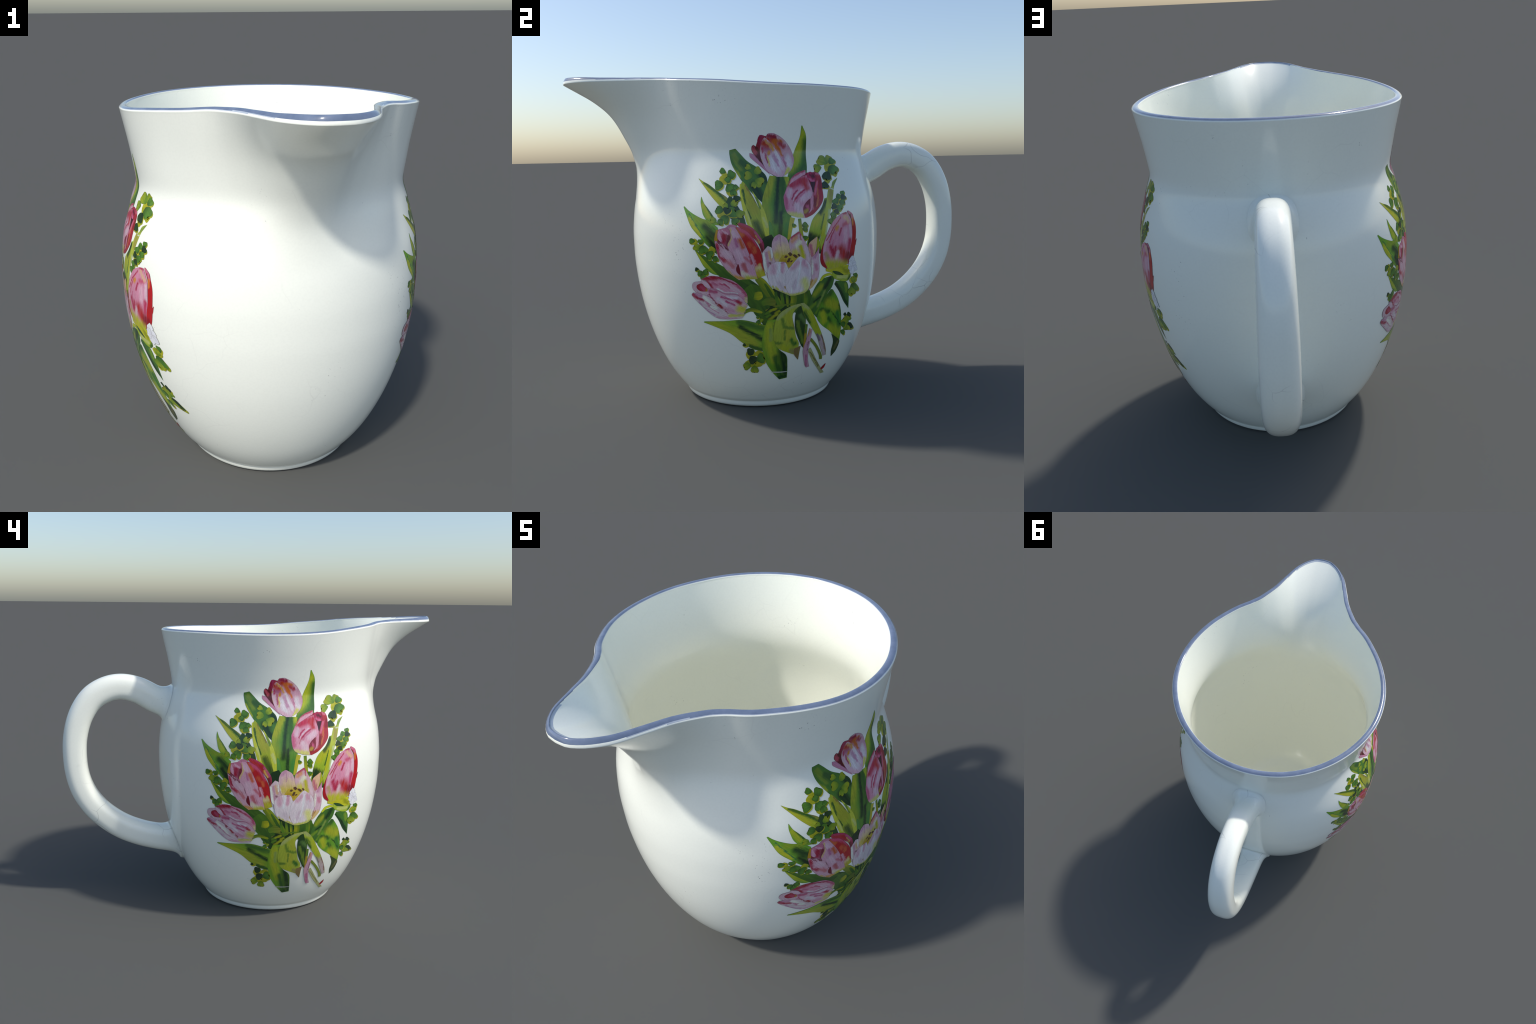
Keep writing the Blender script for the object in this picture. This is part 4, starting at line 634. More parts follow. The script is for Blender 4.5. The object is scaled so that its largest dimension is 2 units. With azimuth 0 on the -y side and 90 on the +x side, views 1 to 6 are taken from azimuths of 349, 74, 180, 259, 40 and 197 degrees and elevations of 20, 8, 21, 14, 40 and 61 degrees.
    ("oval", "sprig_yellow", [(32.8, 43.2), (32.2, 43.4), (31.0, 43.7), (30.3, 44.2), (30.0, 44.7), (30.3, 44.8)], [(32.9, 43.3), (32.7, 43.9), (32.1, 44.7), (31.5, 45.1), (30.9, 45.2), (30.8, 44.8)], "plain"),
    ("leaflet", "sprig_dark", [(32.1, 43.9), (31.5, 44.0), (30.4, 44.3), (29.7, 44.8), (29.5, 45.2), (29.7, 45.4)], [(32.2, 44.0), (32.0, 44.5), (31.5, 45.2), (30.9, 45.7), (30.3, 45.8), (30.2, 45.4)]),
    ("oval", "sprig_yellow", [(33.9, 42.8), (33.1, 43.7), (33.3, 44.7), (33.5, 44.9), (34.3, 44.9), (35.0, 44.5)], [(34.1, 42.7), (35.7, 42.2), (36.7, 42.5), (36.9, 42.7), (36.7, 43.5), (35.5, 44.0)], "plain"),
    ("leaflet", "sprig_dark", [(33.2, 43.5), (32.4, 44.3), (32.7, 45.2), (32.8, 45.5), (33.7, 45.5), (34.3, 45.1)], [(33.5, 43.3), (35.0, 42.9), (35.9, 43.2), (36.1, 43.3), (35.8, 44.2), (34.7, 44.6)]),
    ("leaflet", "sprig_light", [(35.5, 39.1), (33.6, 39.0), (30.4, 40.1), (29.2, 40.8), (28.6, 41.9), (29.2, 42.4)], [(35.8, 39.3), (35.3, 40.9), (33.7, 42.7), (32.5, 43.4), (30.6, 43.7), (30.3, 42.6)]),
    ("leaflet", "sprig_light", [(34.6, 41.0), (33.8, 41.7), (32.7, 42.9), (32.7, 43.5), (33.5, 43.6), (34.4, 43.2)], [(35.0, 40.9), (36.1, 40.9), (37.4, 41.1), (37.5, 41.6), (36.6, 42.4), (35.2, 42.7)]),
    ("oval", "sprig_yellow", [(36.8, 39.4), (39.2, 38.6), (42.5, 36.4), (43.3, 35.8), (43.2, 35.0), (41.7, 35.2)], [(36.3, 39.4), (35.2, 38.7), (36.0, 37.3), (36.4, 36.9), (38.7, 35.5), (40.0, 35.8)], "plain"),
    ("leaflet", "sprig_dark", [(36.0, 40.0), (38.2, 39.3), (41.1, 37.2), (41.9, 36.6), (41.8, 35.9), (40.4, 36.1)], [(35.6, 40.0), (34.5, 39.3), (35.2, 38.0), (35.6, 37.6), (37.8, 36.3), (38.9, 36.6)]),
    ("oval", "sprig_yellow", [(33.9, 36.1), (34.8, 35.2), (35.0, 34.1), (34.8, 33.7), (33.8, 33.8), (33.0, 34.3)], [(33.6, 36.3), (32.0, 36.7), (30.9, 36.6), (30.7, 36.3), (31.1, 35.4), (32.4, 34.9)], "plain"),
    ("leaflet", "sprig_green", [(33.1, 36.8), (33.9, 35.9), (34.1, 34.8), (33.9, 34.5), (32.9, 34.5), (32.2, 35.0)], [(32.7, 37.0), (31.3, 37.3), (30.3, 37.1), (30.1, 36.9), (30.5, 36.1), (31.6, 35.6)]),
    ("leaflet", "sprig_light", [(33.8, 39.6), (35.3, 38.9), (38.1, 37.3), (39.1, 36.3), (38.5, 35.7), (37.0, 35.9)], [(33.3, 39.7), (32.4, 39.2), (31.9, 38.1), (32.4, 37.2), (34.0, 36.4), (35.5, 36.5)]),
    ("oval", "sprig_yellow", [(32.7, 40.3), (33.8, 39.2), (33.5, 38.0), (33.4, 37.7), (32.4, 37.7), (31.6, 38.2)], [(32.4, 40.5), (30.6, 41.0), (29.7, 40.6), (29.6, 40.4), (29.8, 39.3), (31.0, 38.9)], "plain"),
    ("leaflet", "sprig_green", [(32.0, 40.9), (33.0, 39.8), (32.7, 38.6), (32.5, 38.4), (31.6, 38.4), (30.8, 38.9)], [(31.7, 41.1), (30.0, 41.5), (29.2, 41.1), (29.0, 40.9), (29.2, 40.0), (30.3, 39.5)]),
    ("oval", "sprig_yellow", 2.3, [(-23.1, 35.2), (-19.9, 35.2)], "plain"),
    ("oval", "sprig_yellow", 5.7, [(-21.8, 30.5), (-16.7, 30.5)], "plain"),
    ("oval", "sprig_yellow", 3.3, [(-17.2, 31.0), (-13.0, 30.9)], "plain"),
    ("oval", "sprig_yellow", 4.4, [(-22.7, 26.1), (-12.9, 26.0)], "plain"),
    ("oval", "sprig_yellow", 5.4, [(-17.3, 27.1), (-12.5, 27.0)], "plain"),
    ("oval", "sprig_yellow", [(-21.0, 34.5), (-21.3, 34.4), (-22.1, 34.3), (-22.5, 34.5), (-22.7, 34.9), (-22.5, 35.1)], [(-20.9, 34.6), (-21.0, 35.1), (-21.4, 35.7), (-21.8, 35.9), (-22.1, 35.8), (-22.2, 35.3)], "plain"),
    ("leaflet", "sprig_dark", [(-21.3, 35.0), (-21.6, 34.9), (-22.3, 34.8), (-22.8, 35.0), (-22.9, 35.3), (-22.8, 35.6)], [(-21.2, 35.1), (-21.4, 35.5), (-21.7, 36.1), (-22.0, 36.3), (-22.4, 36.2), (-22.5, 35.8)]),
    ("oval", "sprig_yellow", [(-19.5, 29.5), (-20.6, 30.3), (-20.8, 32.2), (-20.7, 32.7), (-20.0, 33.4), (-19.3, 33.3)], [(-19.2, 29.4), (-17.8, 30.0), (-17.2, 31.3), (-17.1, 31.8), (-17.7, 33.0), (-18.7, 32.8)], "plain"),
    ("leaflet", "sprig_dark", [(-19.8, 30.0), (-20.8, 30.8), (-21.0, 32.6), (-21.0, 33.1), (-20.3, 33.8), (-19.6, 33.7)], [(-19.5, 30.0), (-18.1, 30.6), (-17.6, 31.8), (-17.5, 32.2), (-18.0, 33.4), (-19.0, 33.2)]),
    ("oval", "sprig_yellow", [(-19.4, 29.3), (-18.1, 29.6), (-16.2, 28.9), (-15.5, 28.3), (-15.5, 27.1), (-16.2, 26.5)], [(-19.7, 29.0), (-20.2, 27.4), (-19.9, 25.7), (-19.3, 25.1), (-17.9, 25.0), (-17.2, 26.2)], "plain"),
    ("leaflet", "sprig_dark", [(-19.7, 29.7), (-18.4, 30.0), (-16.6, 29.3), (-15.9, 28.7), (-15.9, 27.6), (-16.6, 27.0)], [(-19.9, 29.5), (-20.4, 27.9), (-20.1, 26.3), (-19.6, 25.7), (-18.2, 25.6), (-17.5, 26.8)]),
    ("oval", "sprig_yellow", [(-16.5, 27.5), (-16.1, 28.6), (-15.0, 30.5), (-13.9, 30.9), (-12.8, 30.4), (-12.6, 29.3)], [(-16.4, 27.1), (-15.2, 26.2), (-13.3, 25.4), (-12.2, 25.7), (-11.8, 27.0), (-12.7, 28.3)], "plain"),
    ("leaflet", "sprig_green", [(-16.7, 28.0), (-16.3, 29.1), (-15.3, 30.9), (-14.3, 31.3), (-13.2, 30.8), (-13.0, 29.8)], [(-16.6, 27.6), (-15.5, 26.7), (-13.7, 26.0), (-12.6, 26.3), (-12.3, 27.5), (-13.1, 28.8)]),
    ("leaflet", "sprig_light", [(-19.6, 25.4), (-19.8, 24.0), (-21.4, 22.6), (-21.9, 22.3), (-23.0, 22.5), (-23.2, 23.2)], [(-19.8, 25.7), (-21.0, 26.6), (-22.5, 26.3), (-22.9, 26.1), (-23.8, 24.9), (-23.0, 24.1)]),
    ("leaflet", "sprig_light", [(-17.5, 24.9), (-16.4, 24.2), (-15.6, 22.6), (-15.5, 21.8), (-16.2, 21.0), (-17.1, 21.0)], [(-17.8, 24.9), (-19.1, 24.1), (-19.8, 22.7), (-19.9, 22.0), (-19.0, 21.1), (-17.8, 21.5)]),
    ("oval", "sprig_yellow", 3.6, [(30.4, 61.2), (36.6, 60.1)], "plain"),
    ("oval", "sprig_yellow", 5.2, [(30.7, 55.9), (36.3, 54.9)], "plain"),
    ("oval", "sprig_yellow", [(36.2, 60.8), (35.4, 61.2), (34.0, 62.0), (33.5, 62.7), (33.6, 63.2), (34.2, 63.2)], [(36.5, 60.8), (36.8, 61.4), (37.0, 62.3), (36.5, 62.9), (35.6, 63.3), (35.0, 63.0)], "plain"),
    ("leaflet", "sprig_green", [(35.6, 61.4), (34.8, 61.8), (33.5, 62.5), (33.0, 63.2), (33.2, 63.7), (33.8, 63.7)], [(35.8, 61.4), (36.2, 61.9), (36.4, 62.8), (35.9, 63.4), (35.1, 63.8), (34.4, 63.5)]),
    ("leaflet", "sprig_light", [(32.9, 59.7), (31.8, 60.5), (31.5, 61.8), (31.5, 62.2), (32.2, 62.5), (32.9, 62.3)], [(33.2, 59.7), (34.8, 59.7), (35.3, 60.5), (35.4, 60.8), (34.7, 61.7), (33.5, 61.8)]),
    ("oval", "sprig_yellow", [(34.5, 59.0), (36.6, 58.2), (39.2, 56.2), (39.9, 55.2), (39.1, 54.4), (37.5, 54.6)], [(33.9, 59.1), (32.4, 58.3), (32.0, 56.9), (32.4, 56.1), (34.1, 55.0), (35.9, 55.3)], "plain"),
    ("leaflet", "sprig_green", [(33.9, 59.5), (35.9, 58.7), (38.3, 56.8), (39.0, 55.9), (38.2, 55.1), (36.7, 55.3)], [(33.4, 59.5), (32.0, 58.8), (31.6, 57.4), (31.9, 56.7), (33.6, 55.6), (35.2, 55.9)]),
    ("leaflet", "sprig_light", [(32.6, 57.6), (34.1, 56.8), (36.4, 55.2), (37.0, 54.1), (36.0, 53.5), (34.6, 53.7)], [(32.1, 57.7), (30.9, 57.1), (29.8, 56.0), (30.1, 55.1), (31.5, 54.2), (33.2, 54.4)]),
    ("oval", "sprig_yellow", [(-14.5, 47.7), (-14.8, 47.6), (-15.4, 47.5), (-15.8, 47.7), (-16.0, 48.0), (-15.8, 48.3)], [(-14.4, 47.8), (-14.5, 48.2), (-14.8, 48.8), (-15.2, 48.9), (-15.5, 48.8), (-15.6, 48.4)], "plain"),
    ("leaflet", "sprig_green", [(-14.8, 48.1), (-15.1, 48.0), (-15.7, 48.0), (-16.1, 48.2), (-16.2, 48.5), (-16.1, 48.7)], [(-14.7, 48.2), (-14.8, 48.6), (-15.1, 49.2), (-15.5, 49.4), (-15.8, 49.2), (-15.8, 48.9)]),
    ("leaflet", "sprig_light", [(-14.7, 47.7), (-14.2, 48.1), (-13.3, 47.9), (-13.1, 47.8), (-12.9, 47.4), (-13.0, 47.0)], [(-14.8, 47.6), (-14.7, 46.8), (-14.3, 46.4), (-14.1, 46.2), (-13.4, 46.3), (-13.4, 46.9)]),
    ("oval", "sprig_yellow", [(-14.5, 46.8), (-14.2, 46.4), (-14.0, 45.4), (-14.1, 45.0), (-14.5, 44.8), (-14.9, 44.9)], [(-14.7, 46.9), (-15.4, 46.7), (-15.9, 46.2), (-16.0, 45.9), (-15.8, 45.3), (-15.2, 45.3)], "plain"),
    ("leaflet", "sprig_green", [(-14.8, 47.2), (-14.5, 46.8), (-14.3, 45.9), (-14.4, 45.5), (-14.8, 45.3), (-15.2, 45.4)], [(-15.0, 47.3), (-15.6, 47.1), (-16.1, 46.6), (-16.3, 46.3), (-16.0, 45.8), (-15.5, 45.7)]),
    ("petal", (150, 40, 62), [(-6.8, 108.4), (-10.7, 110.9), (-13.5, 115.0), (-14.8, 119.0), (-13.6, 122.9), (-11.2, 124.8)], [(-3.1, 108.3), (0.6, 112.7), (0.3, 118.1), (-4.5, 122.8), (-8.8, 124.7)]),
    ("petal", (100, 26, 38), [(-10.9, 112.3), (-14.8, 116.3), (-16.5, 118.3), (-16.7, 120.2), (-15.8, 121.1)], [(-10.9, 112.3), (-11.7, 114.3), (-12.8, 118.3), (-13.7, 120.1), (-14.6, 120.4)],
        ((195, 80, 100), 0.84, [(-16.4, 120.2), (-14.8, 118.0)])),
    ("petal", (208, 142, 178), [(-8.3, 108.7), (-12.7, 112.3), (-16.2, 114.9), (-17.6, 116.2), (-17.7, 117.6)], [(-9.3, 110.0), (-11.8, 113.2), (-13.8, 115.1), (-15.6, 117.1), (-17.6, 117.7)],
        ((190, 176, 44), 0.48, [(-17.8, 115.7), (-13.9, 112.6), (-9.7, 109.1)])),
    ("petal", (172, 54, 112), [(-11.9, 120.1), (-13.8, 122.0), (-13.6, 123.8), (-12.8, 125.1)], [(-10.0, 120.1), (-10.0, 122.8), (-10.3, 124.6), (-11.8, 125.2)],
        ((160, 24, 74), 0.70, [(-13.1, 121.6), (-13.2, 124.2)]),
        ((176, 44, 32), 1.12, [(-11.2, 121.8), (-10.6, 123.6)])),
    ("petal", (214, 164, 188), [(-4.7, 107.9), (-4.7, 114.1), (-7.3, 120.8), (-9.7, 123.8), (-9.1, 125.6), (-7.6, 126.0)], [(-1.6, 108.4), (1.7, 110.7), (3.7, 114.7), (2.9, 118.3), (0.2, 122.1), (-3.0, 124.6), (-6.1, 126.0)],
        ((226, 190, 204), 0.65, [(-4.6, 124.5), (-2.2, 123.4), (0.2, 121.4)]),
        ((182, 52, 32), 1.56, [(-8.8, 123.4), (-5.6, 123.2)]),
        ((154, 22, 72), 0.95, [(-8.8, 125.2), (-5.3, 124.4)]),
        ((204, 104, 42), 1.15, [(-6.1, 122.5), (-4.0, 119.5)]),
        ((204, 104, 42), 0.59, [(-3.7, 119.2), (-1.8, 116.4)]),
        ((204, 108, 50), 1.01, [(-4.5, 123.0), (-2.5, 122.6)]),
        ((178, 64, 84), 0.98, [(-3.3, 121.7), (-1.2, 120.5)]),
        ((230, 218, 222), 1.73, [(0.6, 115.4), (1.0, 112.1)]),
        ((200, 130, 165), 0.59, [(-1.6, 116.1), (-1.0, 112.1)]),
        ((214, 204, 110), 0.98, [(-1.5, 109.2), (0.4, 111.0)])),
    ("petal", (224, 186, 204), [(-5.4, 107.9), (-9.6, 110.3), (-11.9, 114.3), (-12.7, 117.6), (-12.6, 120.1), (-11.5, 123.1), (-10.6, 124.2)], [(-2.7, 107.9), (-0.8, 111.4), (-2.9, 116.1), (-5.2, 119.5), (-7.9, 122.4), (-9.9, 123.9)],
        ((184, 108, 154), 1.78, [(-10.6, 119.8), (-8.5, 119.3)]),
        ((186, 56, 32), 1.47, [(-11.7, 122.2), (-8.8, 121.2)]),
        ((214, 150, 72), 0.61, [(-9.9, 123.2), (-8.2, 121.6), (-6.3, 119.2)]),
        ((184, 60, 110), 0.42, [(-11.6, 120.1), (-11.4, 118.4)]),
        ((236, 230, 232), 2.10, [(-6.8, 114.7), (-5.7, 110.2)]),
        ((200, 150, 184), 0.89, [(-6.0, 116.8), (-4.3, 112.8)]),
        ((236, 226, 230), 0.74, [(-5.1, 118.2), (-2.2, 111.4)]),
        ((206, 132, 38), 0.74, [(-8.2, 118.5), (-8.5, 117.7)]),
        ((184, 80, 120), 0.56, [(-10.1, 117.7), (-9.3, 114.0)]),
        ((214, 190, 110), 0.35, [(-9.2, 116.5), (-8.5, 112.6)]),
        ((206, 172, 60), 0.39, [(-12.9, 119.3), (-13.3, 117.5), (-12.0, 114.5)]),
        ((226, 184, 200), 1.22, [(-9.8, 111.1), (-5.3, 108.5)])),
    ("petal", (158, 34, 58), [(2.4, 91.1), (-1.7, 93.7), (-2.6, 97.9), (-0.5, 103.9), (4.3, 107.8), (9.3, 109.4)], [(6.1, 90.8), (10.4, 92.8), (14.8, 97.9), (15.8, 104.3), (15.3, 108.7), (13.1, 109.5)],
        ((224, 150, 180), 0.96, [(10.3, 101.6), (9.9, 97.5), (8.5, 92.6)]),
        ((70, 24, 36), 0.64, [(11.2, 104.7), (11.0, 101.6)])),
    ("petal", (228, 168, 192), [(-0.7, 93.7), (-3.2, 98.6), (-2.1, 102.0), (0.2, 106.1), (3.4, 108.9), (8.1, 110.5)], [(1.1, 93.6), (-0.1, 100.6), (0.3, 104.5), (3.5, 106.3), (6.4, 107.9), (8.4, 108.7), (8.8, 110.4)],
        ((186, 52, 82), 0.61, [(1.2, 107.7), (4.3, 109.2), (8.0, 110.3)]),
        ((190, 104, 44), 0.44, [(-0.8, 104.0), (0.8, 107.0)])),
    ("petal", (182, 46, 62), [(5.1, 90.7), (9.6, 94.0), (10.8, 98.8), (11.9, 103.0), (13.7, 106.5), (13.3, 109.9)], [(6.7, 90.6), (10.1, 92.1), (13.7, 95.2), (15.7, 98.2), (16.1, 102.1), (16.5, 106.4), (15.7, 108.8), (14.2, 109.4)],
        ((130, 30, 42), 1.25, [(11.2, 98.1), (11.2, 95.7)]),
        ((206, 112, 72), 0.42, [(13.5, 102.7), (13.0, 98.7), (11.9, 95.2)]),
        ((226, 150, 176), 0.56, [(10.1, 98.9), (9.4, 94.0)]),
        ((216, 112, 150), 0.56, [(14.0, 105.3), (11.7, 100.2)]),
        ((140, 30, 46), 0.80, [(15.8, 105.7), (15.1, 102.9)]),
        ((214, 120, 150), 0.56, [(13.5, 109.3), (15.7, 108.4)]),
        ((170, 30, 50), 0.71, [(7.5, 91.1), (11.8, 93.6)])),
    ("petal", (224, 156, 184), [(2.4, 90.9), (-1.9, 92.8), (-3.2, 98.0), (-1.9, 102.3), (0.4, 104.8), (5.6, 107.5), (8.8, 108.3)], [(5.9, 90.6), (5.3, 94.2), (6.8, 96.9), (9.6, 98.9), (10.8, 101.6), (10.1, 104.5), (9.5, 106.6), (9.2, 108.1)],
        ((192, 42, 84), 1.83, [(1.0, 104.5), (4.7, 105.8), (8.1, 106.5)]),
        ((198, 48, 54), 1.47, [(7.0, 105.7), (8.0, 103.1)]),
        ((206, 100, 148), 1.06, [(-2.4, 100.0), (-2.2, 95.1)]),
        ((228, 190, 208), 1.07, [(-0.8, 99.8), (0.2, 102.3)]),
        ((186, 52, 104), 0.37, [(0.4, 98.4), (1.6, 100.6), (3.5, 102.2)]),
        ((230, 196, 212), 0.44, [(1.1, 98.1), (2.6, 100.2), (5.5, 102.4)]),
        ((186, 46, 98), 0.48, [(0.8, 96.0), (2.0, 98.6), (4.6, 101.0), (6.7, 102.0)]),
        ((232, 196, 212), 1.59, [(5.5, 98.6), (8.6, 100.3)]),
        ((232, 198, 212), 1.79, [(2.5, 95.9), (3.8, 93.1)]),
        ((214, 130, 165), 0.38, [(2.1, 97.1), (3.7, 99.1), (6.6, 101.2)]),
        ((216, 206, 124), 1.28, [(-1.4, 92.1), (4.3, 91.4)])),
    ("petal", (132, 30, 56), [(5.3, 92.3), (5.3, 94.8), (6.6, 96.8), (8.6, 98.4)], [(7.3, 92.4), (8.6, 94.0), (8.8, 96.4), (8.7, 98.2)],
        ((204, 84, 140), 0.73, [(7.7, 94.2), (7.1, 95.3)]),
        ((182, 142, 52), 0.86, [(5.9, 92.9), (6.8, 93.5)])),
    ("petal", (186, 42, 100), [(11.2, 104.7), (9.4, 106.9), (9.1, 108.7), (10.7, 109.7)], [(12.7, 105.1), (13.5, 107.2), (12.9, 108.9), (11.4, 109.7)],
        ((92, 22, 42), 0.69, [(11.0, 108.5), (12.4, 107.5)]),
        ((216, 112, 164), 0.59, [(10.2, 106.7), (12.2, 105.8)])),
    ("petal", (64, 26, 38), [(10.7, 101.2), (10.5, 103.6), (10.3, 105.4)], [(11.1, 101.3), (12.3, 103.7), (13.0, 105.5)]),
    ("petal", (140, 36, 60), [(-21.9, 65.5), (-27.6, 70.5), (-30.9, 75.8), (-32.2, 80.9), (-30.7, 86.1)], [(-13.4, 67.0), (-13.1, 74.8), (-16.5, 82.7), (-21.4, 87.1), (-25.6, 87.8)]),
    ("petal", (186, 62, 112), [(-13.2, 76.6), (-14.8, 80.8), (-19.0, 85.4), (-22.8, 88.1), (-22.6, 89.4)], [(-12.2, 77.2), (-12.3, 80.7), (-13.9, 83.7), (-16.6, 87.0), (-19.8, 88.8), (-22.1, 89.5)],
        ((190, 50, 52), 0.88, [(-22.1, 88.1), (-17.3, 85.7)]),
        ((184, 40, 42), 1.10, [(-17.3, 85.5), (-16.0, 83.6)]),
        ((122, 42, 48), 1.41, [(-14.3, 80.4), (-12.8, 77.6)]),
        ((196, 92, 150), 0.63, [(-15.6, 85.3), (-13.1, 81.8)]),
        ((212, 172, 84), 0.46, [(-15.8, 83.8), (-14.1, 81.1)])),
    ("petal", (206, 130, 164), [(-26.3, 86.1), (-28.4, 87.0), (-26.4, 88.7)], [(-23.5, 87.6), (-23.3, 88.0), (-24.8, 88.7)]),
    ("petal", (188, 142, 36), [(-32.3, 79.5), (-33.1, 82.2), (-32.2, 86.6)], [(-31.7, 79.5), (-31.5, 83.1), (-31.0, 86.4)]),
    ("petal", (204, 118, 156), [(-27.5, 78.8), (-29.7, 80.9), (-31.7, 83.0), (-31.3, 86.6)], [(-26.4, 78.8), (-26.0, 83.3), (-26.5, 86.3), (-28.0, 87.3), (-30.9, 86.7)],
        ((168, 28, 68), 1.32, [(-28.8, 84.0), (-29.0, 81.6)]),
        ((122, 42, 58), 1.00, [(-26.7, 83.7), (-27.2, 80.2)]),
        ((224, 170, 194), 0.63, [(-31.1, 85.6), (-30.4, 81.9)]),
        ((224, 170, 194), 0.53, [(-29.5, 86.1), (-27.4, 84.9)])),
    ("petal", (192, 32, 38), [(-15.1, 66.0), (-17.6, 72.3), (-20.0, 80.2), (-23.3, 86.3), (-23.8, 87.5)], [(-11.8, 67.1), (-12.8, 71.3), (-13.5, 76.9), (-16.0, 81.9), (-19.0, 85.7), (-22.4, 87.6)],
        ((206, 84, 132), 0.94, [(-22.4, 87.3), (-17.3, 83.6), (-14.8, 80.1)]),
        ((206, 98, 54), 1.02, [(-23.5, 86.3), (-21.4, 84.2)]),
        ((204, 86, 56), 1.05, [(-18.4, 80.5), (-17.9, 79.8)]),
        ((206, 92, 60), 0.94, [(-16.4, 78.6), (-16.1, 77.3)]),
        ((224, 170, 190), 0.67, [(-17.5, 75.8), (-16.1, 71.0)]),
        ((214, 180, 112), 0.67, [(-14.2, 71.7), (-13.9, 68.6)]),
        ((222, 196, 150), 1.23, [(-16.6, 69.6), (-14.5, 70.2)]),
        ((192, 182, 52), 2.11, [(-16.3, 67.4), (-12.5, 67.5)])),
    ("petal", (222, 168, 192), [(-21.2, 65.5), (-23.7, 70.5), (-24.1, 73.2), (-26.5, 77.4), (-27.4, 80.2), (-26.0, 83.3), (-26.5, 87.1)], [(-15.1, 65.6), (-16.7, 71.7), (-18.8, 77.4), (-20.8, 81.9), (-22.8, 85.6), (-24.2, 87.5), (-25.9, 87.7)],
        ((228, 190, 208), 1.02, [(-24.9, 85.4), (-23.5, 83.0)]),
        ((228, 188, 206), 1.58, [(-23.5, 77.1), (-21.7, 73.6)]),
        ((192, 112, 166), 0.63, [(-23.9, 82.8), (-23.3, 79.5)]),
        ((198, 92, 46), 0.99, [(-22.3, 82.1), (-21.0, 79.2)]),
        ((202, 112, 132), 0.70, [(-20.1, 74.9), (-17.6, 72.8)]),
        ((196, 102, 112), 1.05, [(-21.0, 71.8), (-19.7, 68.8)]),
        ((186, 50, 72), 0.41, [(-18.2, 75.8), (-17.2, 72.3)]),
        ((216, 182, 122), 0.44, [(-26.3, 86.6), (-25.6, 83.3), (-27.1, 79.9)]),
        ((226, 206, 192), 1.19, [(-21.5, 68.0), (-18.6, 66.4)]),
        ((196, 186, 62), 1.41, [(-19.8, 65.7), (-14.3, 65.9)])),
    ("petal", (222, 174, 192), [(-23.0, 65.2), (-27.8, 69.1), (-31.2, 74.4), (-32.5, 79.3), (-33.0, 82.1)], [(-20.4, 65.7), (-23.8, 68.8), (-23.8, 72.3), (-25.1, 76.2), (-27.5, 78.8), (-29.9, 80.9), (-32.6, 81.9)],
        ((182, 42, 78), 0.70, [(-32.1, 80.2), (-31.0, 75.3), (-28.5, 73.4)]),
        ((206, 118, 124), 0.99, [(-27.6, 73.5), (-25.2, 71.1)]),
        ((228, 192, 206), 1.09, [(-28.6, 77.4), (-26.5, 75.3)]),
        ((112, 32, 52), 0.32, [(-32.6, 81.9), (-29.9, 80.7), (-27.1, 78.1)]),
        ((134, 42, 72), 0.21, [(-31.3, 80.9), (-29.1, 78.6)]),
        ((112, 60, 72), 0.20, [(-25.1, 76.2), (-23.6, 72.1)]),
        ((212, 152, 74), 0.99, [(-24.4, 66.6), (-20.7, 65.9)]),
        ((200, 170, 60), 0.33, [(-27.6, 69.3), (-24.8, 65.7)])),
    ("petal", (126, 26, 48), [(-23.1, 67.9), (-23.8, 69.8), (-23.4, 72.1)], [(-22.1, 67.1), (-22.3, 69.3), (-22.9, 72.0)]),
    ("petal", (192, 32, 40), [(27.7, 68.9), (29.5, 75.5), (31.2, 80.2), (31.4, 87.4), (29.2, 91.4), (29.0, 92.2)], [(29.8, 68.6), (32.7, 72.6), (33.9, 79.8), (34.2, 85.2), (33.0, 89.2), (32.2, 90.9), (29.7, 92.3)],
        ((218, 124, 162), 0.79, [(29.5, 91.8), (31.5, 91.0), (32.2, 88.8)]),
        ((92, 32, 46), 0.46, [(30.3, 90.1), (31.8, 87.8)]),
        ((216, 122, 52), 0.63, [(32.2, 88.5), (32.0, 86.1)]),
        ((142, 26, 42), 1.66, [(28.3, 70.8), (30.3, 72.2)])),
    ("petal", (192, 40, 44), [(33.2, 75.8), (33.4, 77.7), (34.4, 79.4)], [(33.9, 76.9), (34.3, 78.3), (34.7, 79.5)]),
    ("petal", (176, 32, 40), [(16.1, 67.8), (13.3, 70.0), (12.6, 73.6), (14.1, 78.9), (18.7, 85.6)], [(16.1, 67.8), (15.6, 70.3), (14.4, 73.5), (15.2, 76.9), (18.9, 84.1)]),
    ("petal", (224, 150, 184), [(16.8, 67.5), (14.1, 72.3), (14.0, 77.5), (15.6, 82.1), (19.8, 88.3), (24.6, 91.0), (27.9, 91.8)], [(28.4, 68.6), (29.9, 75.4), (31.2, 80.2), (31.3, 86.2), (30.2, 89.2), (28.5, 91.7)],
        ((234, 184, 206), 1.64, [(27.0, 83.5), (26.7, 79.7)]),
        ((230, 186, 200), 0.76, [(14.7, 75.6), (15.8, 80.4), (18.7, 84.2)]),
        ((230, 194, 212), 0.93, [(30.1, 85.6), (30.1, 80.3)]),
        ((192, 54, 98), 0.33, [(16.0, 80.6), (19.6, 85.3), (24.4, 89.6)]),
        ((194, 64, 106), 0.33, [(17.2, 79.1), (18.5, 82.3), (21.2, 85.8)]),
        ((186, 46, 100), 0.54, [(22.9, 82.2), (24.4, 85.1)]),
        ((216, 142, 64), 0.91, [(21.5, 84.9), (22.3, 85.8)]),
        ((182, 42, 86), 1.26, [(18.1, 77.1), (19.5, 73.5)]),
